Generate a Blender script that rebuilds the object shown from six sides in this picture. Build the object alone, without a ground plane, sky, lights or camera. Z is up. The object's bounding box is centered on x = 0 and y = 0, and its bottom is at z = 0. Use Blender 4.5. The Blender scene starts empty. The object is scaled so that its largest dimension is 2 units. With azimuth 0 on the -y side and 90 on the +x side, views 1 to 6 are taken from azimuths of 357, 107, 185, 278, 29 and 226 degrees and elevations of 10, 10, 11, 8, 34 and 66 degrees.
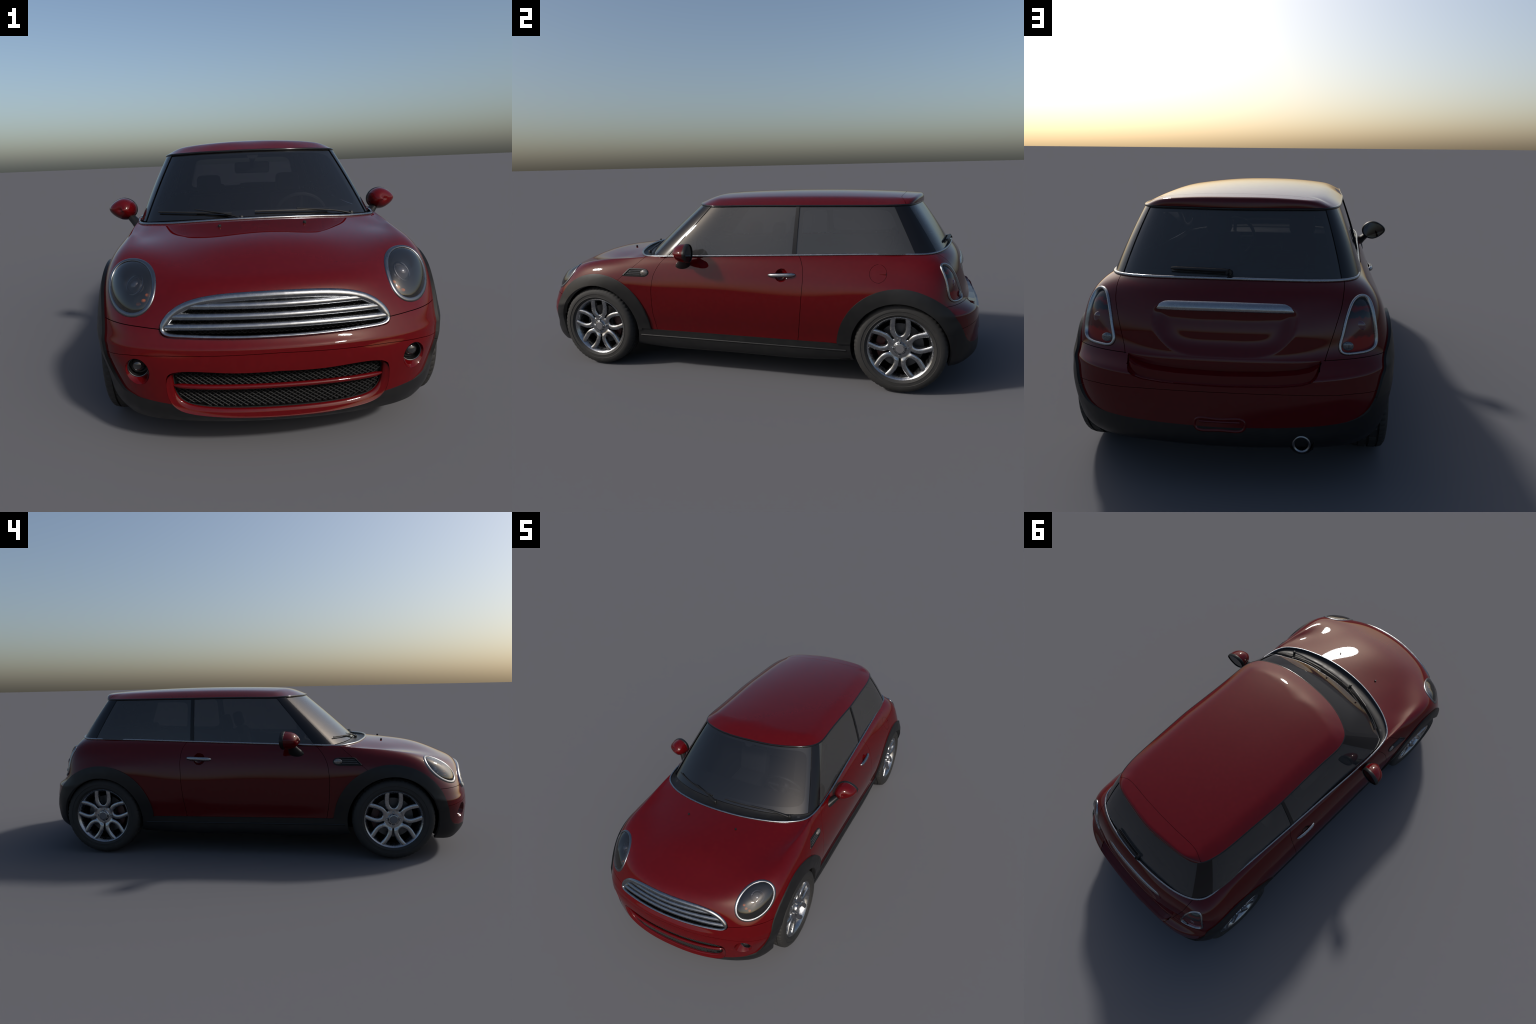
import bpy, bmesh, math, random
import numpy as np
from mathutils import Vector, Matrix
from mathutils.bvhtree import BVHTree

# ------------------------------------------------------------------ splines
def nat_spline(t, P, tt):
    """natural cubic spline through P (n,k) at knots t, evaluated at tt"""
    t = np.asarray(t, float); P = np.asarray(P, float); n = len(t)
    h = np.diff(t); A = np.zeros((n, n)); B = np.zeros((n, P.shape[1]))
    A[0, 0] = A[-1, -1] = 1
    for i in range(1, n - 1):
        A[i, i-1], A[i, i], A[i, i+1] = h[i-1], 2*(h[i-1]+h[i]), h[i]
        B[i] = 6*((P[i+1]-P[i])/h[i] - (P[i]-P[i-1])/h[i-1])
    M = np.linalg.solve(A, B)
    k = np.clip(np.searchsorted(t, tt, side='right')-1, 0, n-2)
    a = (t[k+1]-tt)/h[k]; b = (tt-t[k])/h[k]
    return (a[:, None]*P[k] + b[:, None]*P[k+1]
            + ((a**3-a)[:, None]*M[k] + (b**3-b)[:, None]*M[k+1])*(h[k]**2)[:, None]/6)

def chord(P):
    d = np.linalg.norm(np.diff(P, axis=0), axis=1)**0.75
    return np.concatenate([[0], np.cumsum(np.maximum(d, 1e-5))])

def sample_params(t, counts):
    out = []
    for i, c in enumerate(counts):
        out += [t[i] + (t[i+1]-t[i])*j/c for j in range(c)]
    return np.array(out + [t[-1]])

def curve(P, counts):
    P = np.asarray(P, float)
    if isinstance(counts, int): counts = [counts]*(len(P)-1)
    t = chord(P)
    return nat_spline(t, P, sample_params(t, counts))

def sym_curve(P, counts):
    """half curve whose first and last point lie on x=0: mirrored so that it is smooth there"""
    P = np.asarray(P, float); m = np.array([-1, 1, 1])
    n = len(P)
    full = np.concatenate([(P[1:4]*m)[::-1], P, (P[-4:-1]*m)[::-1]])
    t = chord(full)
    return nat_spline(t, full, sample_params(t[3:3+n], counts))

def fn(xs, ys):
    xs = np.array(xs, float); ys = np.array(ys, float)
    return lambda v: float(np.interp(v, xs, ys))

# ------------------------------------------------------------------ the body's control net
# columns run from the front centre line round the +x side to the rear centre line;
# rows run from the lower edge up to the belt line (cowl, window sills, rear window base)
ROWS = dict(
 edge   = [(0,-.966,.080),(.14,-.958,.081),(.25,-.934,.081),(.332,-.890,.081),(.382,-.812,.094),(.384,-.63,.105),(.386,-.36,.094),(.385,0,.0935),(.385,.36,.096),(.388,.69,.112),(.375,.872,.112),(.308,.935,.113),(.17,.957,.112),(0,.963,.111)],
 lip    = [(0,-.990,.10),(.142,-.981,.102),(.255,-.953,.107),(.343,-.904,.110),(.398,-.818,.117),(.410,-.63,.122),(.409,-.36,.106),(.408,0,.104),(.408,.36,.106),(.412,.69,.138),(.405,.871,.143),(.322,.951,.136),(.175,.982,.130),(0,.990,.127)],
 low    = [(0,-.999,.16),(.145,-.989,.16),(.26,-.962,.165),(.353,-.911,.17),(.410,-.826,.176),(.425,-.63,.18),(.419,-.36,.172),(.419,0,.172),(.421,.36,.174),(.432,.69,.19),(.425,.870,.196),(.332,.957,.191),(.178,.989,.186),(0,.997,.184)],
 mid    = [(0,-1.0,.238),(.146,-.990,.238),(.263,-.963,.237),(.360,-.917,.235),(.424,-.831,.234),(.437,-.63,.26),(.432,-.36,.25),(.433,0,.25),(.435,.36,.25),(.446,.69,.27),(.434,.869,.266),(.334,.958,.268),(.178,.989,.265),(0,.996,.262)],
 crease = [(0,-.996,.266),(.145,-.986,.266),(.26,-.958,.265),(.358,-.914,.262),(.426,-.830,.264),(.446,-.63,.33),(.438,-.36,.33),(.440,0,.33),(.442,.36,.33),(.449,.69,.34),(.432,.864,.316),(.331,.952,.313),(.177,.985,.307),(0,.992,.304)],
 ledge  = [(0,-.984,.285),(.142,-.974,.286),(.257,-.949,.291),(.353,-.901,.302),(.419,-.819,.312),(.439,-.63,.395),(.431,-.36,.40),(.433,0,.40),(.434,.36,.40),(.443,.69,.40),(.421,.854,.353),(.321,.915,.351),(.171,.943,.349),(0,.951,.347)],
 nose   = [(0,-.958,.387),(.14,-.943,.386),(.239,-.912,.384),(.336,-.851,.384),(.406,-.782,.393),(.422,-.63,.435),(.420,-.36,.44),(.423,0,.442),(.422,.36,.445),(.430,.69,.437),(.406,.850,.410),(.312,.901,.402),(.168,.935,.400),(0,.943,.400)],
 hood_a = [(0,-.899,.4275),(.135,-.885,.4255),(.227,-.855,.4265),(.308,-.805,.4335),(.381,-.748,.4415),(.405,-.62,.458),(.411,-.365,.463),(.414,0,.466),(.411,.36,.47),(.416,.69,.468),(.393,.843,.456),(.303,.892,.445),(.165,.925,.440),(0,.933,.440)],
 hood_b = [(0,-.787,.4715),(.13,-.777,.4665),(.215,-.753,.4605),(.292,-.716,.4615),(.356,-.682,.466),(.384,-.60,.475),(.402,-.37,.480),(.404,0,.487),(.399,.36,.491),(.398,.69,.494),(.375,.832,.490),(.294,.880,.478),(.162,.913,.474),(0,.922,.474)],
 hood_c = [(0,-.655,.4965),(.125,-.648,.4905),(.21,-.632,.4835),(.285,-.60,.4775),(.338,-.575,.4755),(.37,-.54,.481),(.393,-.37,.493),(.394,0,.501),(.386,.36,.508),(.378,.70,.515),(.355,.806,.516),(.286,.858,.512),(.160,.892,.512),(0,.901,.513)],
 belt   = [(0,-.53,.5085),(.12,-.521,.5065),(.20,-.503,.5030),(.272,-.478,.499),(.325,-.448,.497),(.367,-.408,.495),(.389,-.33,.498),(.386,0,.509),(.372,.36,.520),(.356,.70,.529),(.338,.785,.530),(.275,.833,.533),(.16,.863,.538),(0,.875,.541)],
)
def with_crease(rows):
    """bumper edges are folds: extra rows beside the crease keep it tight in front and behind, soft on the sides"""
    names = list(rows); R = [np.array(rows[n], float) for n in names]; k = names.index('crease')
    cols = [curve(np.array([r[j] for r in R]), 20) for j in range(len(R[0]))]
    below = np.array([c[20*k-6] for c in cols]); above = np.array([c[20*k+5] for c in cols])
    fold = [0, 1, 2, 3, 4, 10, 11, 12, 13]
    below[fold] = (R[k]+.30*(R[k-1]-R[k]))[fold]; above[fold] = (R[k]+.28*(R[k+1]-R[k]))[fold]
    return R[:k]+[below, R[k], above]+R[k+1:]
COLS = [22,18,18,18,22,24,26,26,26,18,20,24,26]
RNUM = [4,7,10,5,3,3,6,14,10,11,11,8]

def loft(rows, cols, rnum):
    R = np.array([sym_curve(r, cols) for r in rows])          # rows x fine columns x 3
    out = np.stack([curve(R[:, j], rnum) for j in range(R.shape[1])], axis=1)
    out[:, 0, 0] = 0; out[:, -1, 0] = 0
    return out                                                   # fine rows x fine columns x 3

def both_sides(G):
    """mirror a half grid into a closed ring of columns"""
    m = G[:, 1:-1][:, ::-1]*np.array([-1, 1, 1])
    return np.concatenate([G, m], axis=1)

BODY = both_sides(loft(with_crease(ROWS), COLS, RNUM))

def grid_faces(nr, nc, wrap):
    f = []
    for i in range(nr-1):
        for j in range(nc if wrap else nc-1):
            k = (j+1) % nc
            f.append((i*nc+j, i*nc+k, (i+1)*nc+k, (i+1)*nc+j))
    return f

# ---- greenhouse: column k of the lower loop leans to column k of the upper one
LOW = [(0,-.470,.512),(.12,-.462,.510),(.24,-.435,.506),(.33,-.393,.501),(.363,-.365,.499),
       (.386,-.292,.501),(.383,-.1,.506),(.375,.258,.517),(.374,.275,.5175),(.367,.52,.524),(.354,.740,.5315),
       (.305,.817,.533),(.15,.858,.540),(0,.868,.543)]
TOP = [(0,-.233,.716),(.10,-.228,.715),(.19,-.208,.714),(.255,-.178,.712),(.284,-.155,.711),
       (.304,-.116,.709),(.309,0,.710),(.312,.265,.711),(.312,.279,.711),(.304,.48,.711),(.286,.653,.711),
       (.256,.706,.712),(.13,.742,.713),(0,.754,.713)]

# ------------------------------------------------------------------ scene helpers
SCENE = bpy.context.scene
def smoothstep(a, b, v):
    t = np.clip((v-a)/(b-a), 0, 1); return t*t*(3-2*t)

def empty(name, loc=(0, 0, 0), parent=None):
    o = bpy.data.objects.new(name, None); o.location = loc; o.parent = parent
    o.empty_display_size = .1
    SCENE.collection.objects.link(o); return o

def make(name, verts, faces, mat, parent, smooth=True, normals=None, angle=None, loc=None):
    me = bpy.data.meshes.new(name)
    me.from_pydata([tuple(map(float, v)) for v in verts], [], [tuple(map(int, f)) for f in faces])
    me.validate(clean_customdata=False)
    me.materials.append(mat)
    me.polygons.foreach_set('use_smooth', [smooth]*len(me.polygons))
    if angle is not None: me.set_sharp_from_angle(angle=math.radians(angle))
    if normals is not None and len(normals) == len(me.vertices):
        me.normals_split_custom_set_from_vertices([tuple(map(float, n)) for n in normals])
    me.update()
    o = bpy.data.objects.new(name, me); o.parent = parent
    if loc is not None: o.location = loc
    SCENE.collection.objects.link(o)
    return o

def fix_normals(o):
    bm = bmesh.new(); bm.from_mesh(o.data)
    bmesh.ops.recalc_face_normals(bm, faces=bm.faces[:])
    bm.to_mesh(o.data); bm.free(); return o

def unit(v):
    v = np.asarray(v, float); return v/(np.linalg.norm(v, axis=-1, keepdims=True)+1e-12)

class Geo:
    """collects simple pieces that become one mesh"""
    def __init__(s): s.v = []; s.f = []
    def add(s, v, f):
        k = len(s.v); s.v += [tuple(map(float, a)) for a in v]; s.f += [tuple(i+k for i in a) for a in f]; return s
    def grid(s, G, wrap_u=False, wrap_v=False):
        G = np.asarray(G); nr, nc = G.shape[:2]; f = []
        for i in range(nr if wrap_v else nr-1):
            for j in range(nc if wrap_u else nc-1):
                a, b = (i+1) % nr, (j+1) % nc
                f.append((i*nc+j, i*nc+b, a*nc+b, a*nc+j))
        return s.add(G.reshape(-1, 3), f)
    def cap(s, loop, flip=False):
        n = len(loop); f = tuple(range(n)); return s.add(loop, [f[::-1] if flip else f])
    def tube(s, P, r, n=10, closed=False, caps=True, squash=1.0, up=(0, 0, 1)):
        P = np.asarray(P, float); m = len(P)
        rr = np.broadcast_to(np.asarray(r, float), (m,))
        T = (np.roll(P, -1, 0)-np.roll(P, 1, 0)) if closed else np.gradient(P, axis=0)
        T = unit(T); U = np.broadcast_to(np.asarray(up, float), (m, 3))
        B = unit(np.cross(T, U)); N = np.cross(B, T)
        a = np.arange(n)*2*math.pi/n
        G = P[:, None]+(B[:, None]*np.cos(a)[None, :, None]+N[:, None]*np.sin(a)[None, :, None]*squash)*rr[:, None, None]
        s.grid(G, True, closed)
        if not closed and caps: s.cap(G[0]); s.cap(G[-1], True)
        return s
    def box(s, c, h, rot=None):
        v = np.array([(x, y, z) for x in (-1, 1) for y in (-1, 1) for z in (-1, 1)], float)*np.asarray(h)
        if rot is not None: v = v@np.array(rot).T
        return s.add(v+np.asarray(c), [(0,1,3,2),(4,6,7,5),(0,4,5,1),(2,3,7,6),(0,2,6,4),(1,5,7,3)])
    def ball(s, c, r, nu=20, nv=12):
        a = np.arange(nu)*2*math.pi/nu; b = np.linspace(-math.pi/2+1e-3, math.pi/2-1e-3, nv)
        G = np.array([[(math.cos(q)*math.cos(p), math.cos(q)*math.sin(p), math.sin(q)) for p in a] for q in b])
        s.grid(np.asarray(c)+G*np.asarray(r), True)
        return s
    def spin(s, prof, c, axis='x', n=64):
        """revolve a profile of (along, radius) about an axis through c"""
        prof = np.asarray(prof, float); a = np.arange(n)*2*math.pi/n
        al, ra = prof[:, 0][:, None], prof[:, 1][:, None]
        co, si = ra*np.cos(a)[None], ra*np.sin(a)[None]; al = np.broadcast_to(al, co.shape)
        G = np.stack({'x': (al, co, si), 'y': (co, al, si), 'z': (co, si, al)}[axis], -1)+np.asarray(c)
        return s.grid(G, True)
    def mirrored(s):
        k = len(s.v); s.v += [(-x, y, z) for x, y, z in s.v]; s.f += [tuple(i+k for i in f)[::-1] for f in list(s.f)]; return s
    def build(s, name, mat, parent, smooth=True, angle=40, bevel=0, subsurf=0):
        o = make(name, s.v, s.f, mat, parent, smooth); fix_normals(o)
        if bevel:
            m = o.modifiers.new('edge', 'BEVEL'); m.width = bevel; m.segments = 2; m.limit_method = 'ANGLE'; m.angle_limit = math.radians(35)
        if subsurf:
            m = o.modifiers.new('sub', 'SUBSURF'); m.levels = m.render_levels = subsurf
        if bevel or subsurf:
            dg = bpy.context.evaluated_depsgraph_get(); me = bpy.data.meshes.new_from_object(o.evaluated_get(dg))
            old = o.data; o.modifiers.clear(); o.data = me; me.name = name; bpy.data.meshes.remove(old)
            me.polygons.foreach_set('use_smooth', [smooth]*len(me.polygons))
        if angle and smooth: o.data.set_sharp_from_angle(angle=math.radians(angle))
        return o

def mirror_copy(o, parent=None):
    """the same part on the other side of the car"""
    me = o.data.copy()
    cn = None
    if me.has_custom_normals:
        ln = np.zeros(len(me.loops)*3); me.corner_normals.foreach_get('vector', ln); ln = ln.reshape(-1, 3)
        vi = np.zeros(len(me.loops), int); me.loops.foreach_get('vertex_index', vi)
        cn = np.zeros((len(me.vertices), 3)); cn[vi] = ln*np.array([-1, 1, 1])
    me.transform(Matrix.Scale(-1, 4, (1, 0, 0))); me.flip_normals()
    if cn is not None: me.normals_split_custom_set_from_vertices([tuple(n) for n in cn])
    c = bpy.data.objects.new(o.name.split('.')[0], me); c.parent = parent or o.parent
    SCENE.collection.objects.link(c)
    return c

# ------------------------------------------------------------------ cutting a skin along curves
class Skin:
    def __init__(s, V, F):
        s.v = [tuple(p) for p in V]; s.f = [list(f) for f in F]
        s.bounds = None
    def cut(s, field, box=None):
        """split all faces along field = 0; box limits the work (lo, hi)"""
        V = np.array(s.v); d = field(V[:, 0], V[:, 1], V[:, 2])
        d = np.where(np.abs(d) < 1e-6, 1e-6, d)
        if box is not None:
            lo, hi = np.array(box[0]), np.array(box[1]); ax = V.copy(); ax[:, 0] = np.abs(ax[:, 0])
            ok = ((ax >= lo) & (ax <= hi)).all(1)
        else: ok = np.ones(len(V), bool)
        neg = (d < 0).tolist(); ok = ok.tolist(); d = d.tolist(); new = {}
        out = []
        for f in s.f:
            c = [neg[i] for i in f]
            if all(c) or not any(c) or not all(ok[i] for i in f): out.append(f); continue
            poly = []; marks = []
            for k, i in enumerate(f):
                j = f[(k+1) % len(f)]; poly.append(i)
                if neg[i] != neg[j]:
                    e = (i, j) if i < j else (j, i); w = new.get(e)
                    if w is None:
                        t = d[e[0]]/(d[e[0]]-d[e[1]]); t = min(max(t, .002), .998); a, b = s.v[e[0]], s.v[e[1]]
                        w = new[e] = len(s.v); s.v.append(tuple(a[q]+(b[q]-a[q])*t for q in range(3)))
                    marks.append(len(poly)); poly.append(w)
            if len(marks) == 2:
                a, b = marks; out.append(poly[a:b+1]); out.append(poly[b:]+poly[:a+1])
            else: out.append(poly)
        # neighbours outside the box keep the new points too, so that no cracks open
        if box is not None and new:
            fixed = []
            for f in out:
                g = []
                for k, i in enumerate(f):
                    j = f[(k+1) % len(f)]; g.append(i); w = new.get((i, j) if i < j else (j, i))
                    if w is not None and w not in f: g.append(w)
                fixed.append(g)
            out = fixed
        s.f = out
    def centres(s):
        V = np.array(s.v); return np.array([V[f].mean(0) for f in s.f])

def poly_dist(pts):
    """signed distance to a closed 2D outline, negative inside"""
    P = np.asarray(pts, float); Q = np.roll(P, -1, 0)
    def f(a, b):
        X = np.stack([a, b], -1); best = np.full(len(a), 1e9); ins = np.zeros(len(a), bool)
        for p, q in zip(P, Q):
            e = q-p; w = X-p; t = np.clip((w@e)/(e@e+1e-15), 0, 1)
            best = np.minimum(best, np.hypot(*(w-t[:, None]*e).T))
            c = (p[1] > X[:, 1]) != (q[1] > X[:, 1])
            with np.errstate(divide='ignore', invalid='ignore'):
                ins ^= c & (X[:, 0] < (q[0]-p[0])*(X[:, 1]-p[1])/(q[1]-p[1])+p[0])
        return np.where(ins, -best, best)
    return f

def smooth_loop(pts, n):
    """closed smooth curve through hand-placed points, evenly resampled to n points"""
    P = np.asarray(pts, float); k = len(P)
    full = np.concatenate([P[-3:], P, P[:4]]); t = chord(full)
    C = nat_spline(t, full, np.linspace(t[3], t[3+k], 40*k+1))
    L = np.concatenate([[0], np.cumsum(np.linalg.norm(np.diff(C, axis=0), axis=1))])
    w = np.linspace(0, L[-1], n+1)[:-1]
    return np.stack([np.interp(w, L, C[:, i]) for i in range(C.shape[1])], -1)

def mirror_loop(half):
    """half outline from bottom centre to top centre (x >= 0) -> whole outline"""
    h = np.asarray(half, float); m = h[1:-1][::-1].copy(); m[:, 0] *= -1
    return np.concatenate([h, m])

def resample(P, n):
    P = np.asarray(P, float); L = np.concatenate([[0], np.cumsum(np.linalg.norm(np.diff(P, axis=0), axis=1))])
    w = np.linspace(0, L[-1], n); return np.stack([np.interp(w, L, P[:, i]) for i in range(P.shape[1])], -1)

# ------------------------------------------------------------------ materials
def principled(name, col, rough=.4, metal=0., spec=.5, coat=0., coat_rough=.03, noise=None, bump=None, rough_noise=None):
    m = bpy.data.materials.new(name); m.use_nodes = True; nt = m.node_tree; N = nt.nodes; L = nt.links
    b = N['Principled BSDF']; b.inputs['Base Color'].default_value = (*col, 1)
    b.inputs['Roughness'].default_value = rough; b.inputs['Metallic'].default_value = metal
    b.inputs['Specular IOR Level'].default_value = spec
    b.inputs['Coat Weight'].default_value = coat; b.inputs['Coat Roughness'].default_value = coat_rough
    tc = N.new('ShaderNodeTexCoord')
    def tex(scale, detail=4, rgh=.6):
        t = N.new('ShaderNodeTexNoise'); t.inputs['Scale'].default_value = scale; t.inputs['Detail'].default_value = detail
        t.inputs['Roughness'].default_value = rgh; L.new(tc.outputs['Object'], t.inputs['Vector']); return t
    if noise:                     # (scale, second colour, low, high)
        sc, c2, lo, hi = noise
        t = tex(sc, 6); r = N.new('ShaderNodeValToRGB')
        r.color_ramp.elements[0].position = lo; r.color_ramp.elements[1].position = hi
        r.color_ramp.elements[0].color = (*col, 1); r.color_ramp.elements[1].color = (*c2, 1)
        L.new(t.outputs['Fac'], r.inputs['Fac']); L.new(r.outputs['Color'], b.inputs['Base Color'])
    if rough_noise:               # (scale, low roughness, high roughness)
        t = tex(rough_noise[0], 5); r = N.new('ShaderNodeMapRange')
        r.inputs['From Min'].default_value = .35; r.inputs['From Max'].default_value = .7
        r.inputs['To Min'].default_value = rough_noise[1]; r.inputs['To Max'].default_value = rough_noise[2]
        L.new(t.outputs['Fac'], r.inputs['Value']); L.new(r.outputs['Result'], b.inputs['Roughness'])
    if bump:                      # (scale, strength, distance)
        t = tex(bump[0], 3); u = N.new('ShaderNodeBump'); u.inputs['Strength'].default_value = bump[1]; u.inputs['Distance'].default_value = bump[2]
        L.new(t.outputs['Fac'], u.inputs['Height']); L.new(u.outputs['Normal'], b.inputs['Normal'])
    return m

RED = (.068, .0013, .0022)
PAINT = principled('red_paint', RED, .6, spec=0., coat=1., coat_rough=.02, noise=(55, (.076, .0020, .0030), .45, .8))
PAINT.node_tree.nodes['Principled BSDF'].inputs['Coat IOR'].default_value = 1.40
PLASTIC = principled('black_plastic', (.0075, .0075, .008), .45, spec=.32, noise=(40, (.0105, .0105, .0105), .4, .75), rough_noise=(30, .38, .5))
RUBBER_TRIM = principled('black_rubber', (.010, .010, .011), .45)
GLOSS_BLACK = principled('gloss_black', (.005, .005, .006), .14, spec=.35)
SATIN_BLACK = principled('satin_black', (.005, .005, .006), .4, spec=.3)
CHROME = principled('chrome', (.30, .31, .325), .24, 1., noise=(90, (.25, .26, .27), .45, .8), rough_noise=(60, .19, .32))
RIM = principled('alloy', (.36, .37, .385), .26, 1., noise=(120, (.26, .265, .27), .5, .8), rough_noise=(90, .2, .36))
CAP = principled('cap_grey', (.10, .10, .108), .5)
TYRE = principled('tyre', (.014, .0135, .013), .72, noise=(60, (.030, .028, .026), .55, .85), bump=(300, .15, .001))
DARK = principled('dark_void', (.004, .004, .004), .9, spec=.1)
MESH = principled('mesh_black', (.007, .007, .0075), .6, spec=.25)
STEEL = principled('brake_steel', (.10, .10, .105), .45, .9)
CALIPER = principled('caliper_red', (.028, .0025, .003), .45)
CLOTH = principled('seat_cloth', (.022, .022, .024), .85, noise=(200, (.03, .03, .033), .4, .7))
CABIN = principled('cabin_plastic', (.014, .014, .016), .6)
AMBER = principled('amber_plastic', (.9, .20, .01), .15)
REFLECTOR = principled('reflector', (.30, .31, .33), .2, 1.)
MIRROR = principled('mirror_glass', (.14, .15, .165), .04, 1.)
SATIN_CHROME = principled('satin_chrome', (.20, .207, .22), .3, 1., rough_noise=(60, .26, .38))  # chrome colour darkened to tone down the sun's reflection on the headlight rings
DARK_CHROME = principled('dark_chrome', (.12, .12, .125), .2, 1.)
CLEAR_BULB = principled('clear_bulb', (.45, .45, .47), .08, .6)

def glass(name, tint, gloss_rough=.02, haze=.0, haze_col=(.05, .05, .055), ior=1.5):
    m = bpy.data.materials.new(name); m.use_nodes = True; nt = m.node_tree; N = nt.nodes; L = nt.links
    N.remove(N['Principled BSDF']); out = N['Material Output']
    tr = N.new('ShaderNodeBsdfTransparent'); tr.inputs['Color'].default_value = (*tint, 1)
    di = N.new('ShaderNodeBsdfDiffuse'); di.inputs['Color'].default_value = (*haze_col, 1)
    mh = N.new('ShaderNodeMixShader'); mh.inputs['Fac'].default_value = haze
    gl = N.new('ShaderNodeBsdfGlossy'); gl.inputs['Roughness'].default_value = gloss_rough; gl.inputs['Color'].default_value = (1, 1, 1, 1)
    fr = N.new('ShaderNodeFresnel'); fr.inputs['IOR'].default_value = ior
    mx = N.new('ShaderNodeMixShader')
    L.new(tr.outputs[0], mh.inputs[1]); L.new(di.outputs[0], mh.inputs[2])
    L.new(fr.outputs[0], mx.inputs['Fac']); L.new(mh.outputs[0], mx.inputs[1]); L.new(gl.outputs[0], mx.inputs[2])
    L.new(mx.outputs[0], out.inputs['Surface']); return m

WINDOW = glass('tinted_glass', (.46, .47, .485), .02, .08, (.05, .05, .052), 1.7)
SIDE_GLASS = glass('tinted_side_glass', (.34, .345, .355), .02, .50, (.066, .066, .067), 1.52)
LENS = glass('lamp_glass', (.50, .50, .51), .03, .06, (.10, .10, .10), 1.8)

def tail_material():
    m = bpy.data.materials.new('tail_lens'); m.use_nodes = True; nt = m.node_tree; N = nt.nodes; L = nt.links
    b = N['Principled BSDF']; b.inputs['Roughness'].default_value = .14
    tc = N.new('ShaderNodeTexCoord'); sp = N.new('ShaderNodeSeparateXYZ'); L.new(tc.outputs['Object'], sp.inputs[0])
    no = N.new('ShaderNodeTexNoise'); no.inputs['Scale'].default_value = 55; L.new(tc.outputs['Object'], no.inputs['Vector'])
    ad = N.new('ShaderNodeMath'); ad.operation = 'MULTIPLY_ADD'; ad.inputs[1].default_value = .030; L.new(no.outputs['Fac'], ad.inputs[0]); L.new(sp.outputs['Z'], ad.inputs[2])
    mr = N.new('ShaderNodeMapRange'); mr.inputs['From Min'].default_value = .375; mr.inputs['From Max'].default_value = .515; L.new(ad.outputs[0], mr.inputs['Value'])
    r = N.new('ShaderNodeValToRGB'); e = r.color_ramp.elements
    e[0].position = 0; e[0].color = (.17, .006, .006, 1); e[1].position = 1; e[1].color = (.020, .022, .024, 1)
    for p, c in ((.24, (.20, .007, .007)), (.30, (.07, .007, .009)), (.50, (.08, .014, .012)), (.60, (.09, .010, .009)), (.64, (.014, .016, .020)), (.72, (.014, .016, .020)), (.78, (.12, .008, .008)), (.84, (.016, .017, .019))):
        k = e.new(p); k.color = (*c, 1)
    L.new(mr.outputs[0], r.inputs['Fac']); L.new(r.outputs['Color'], b.inputs['Base Color'])
    return m
TAIL = tail_material()

# ------------------------------------------------------------------ outlines on the body
CAR = empty('car')
CAR['label'] = 'small red hatchback with chrome grille and alloy wheels'
CAR['category'] = 'car'

WHEELS = dict(front=(-.633, .1785), rear=(.693, .1775))
ARCH_OUT = dict(front=(-.622, .172, .245), rear=(.690, .170, .241))
ARCH_IN = dict(front=(-.632, .172, .1955), rear=(.690, .170, .1875))
LAMP_C = np.array([.3407, -.8337, .3875])
LAMP_N, LAMP_U, LAMP_V = unit(np.array([.514, -.655, .554])), np.array([.737, .007, -.675]), np.array([.438, .756, .487])
LAMP_A, LAMP_B = .0640, .0955

def lamp_field(scale=1.):
    def f(x, y, z):
        q = np.stack([np.abs(x), y, z], -1)-LAMP_C
        return np.where(q@LAMP_N > -.09, (np.hypot(q@LAMP_U/LAMP_A, q@LAMP_V/LAMP_B)-scale)*LAMP_A, .5)
    return f

GRILLE = mirror_loop(resample(curve([(0, .2845), (.13, .2855), (.240, .289), (.263, .293), (.270, .304), (.259, .330), (.221, .360), (.168, .377), (.085, .3855), (0, .3875)], 12), 60))
INTAKE = mirror_loop(resample(curve([(0, .0995), (.10, .1015), (.200, .1085), (.239, .121), (.2560, .146), (.2600, .183), (.2560, .203), (.242, .2115), (.12, .2130), (0, .2135)], 12), 60))
TAIL_LOOP = smooth_loop([(.354, .500), (.336, .494), (.325, .478), (.312, .438), (.304, .402), (.2985, .373), (.305, .361), (.343, .356), (.378, .358), (.397, .367), (.401, .390), (.396, .430), (.387, .470), (.373, .493)], 90)
PLATE = mirror_loop(resample(curve([(0, .3555), (.085, .357), (.135, .368), (.170, .396), (.187, .435), (.187, .462), (.180, .470), (.09, .476), (0, .477)], 10), 50))
VENT = resample(np.array([(-.499, .4155), (-.468, .4475), (-.398, .4475), (-.384, .4455), (-.374, .438), (-.372, .431), (-.376, .423), (-.386, .4165), (-.400, .4145), (-.499, .4155)]), 80)[:-1]
HANDLE_AT, HANDLE_R = (.225, .443), .0265
FUEL_AT, FUEL_R = (.607, .463), .0325
FOG_AT, FOG_R = (.328, .206), (.0305, .0325)

def circle_field(c, r, far=.30):
    return lambda x, y, z: np.where(np.abs(x) > far, np.hypot(y-c[0], z-c[1])-r, .5)
def front_only(f): return lambda x, y, z: np.where(y < -.55, f(x, z), .5)
def rear_only(f): return lambda x, y, z: np.where(y > .60, f(x, z), .5)

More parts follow.
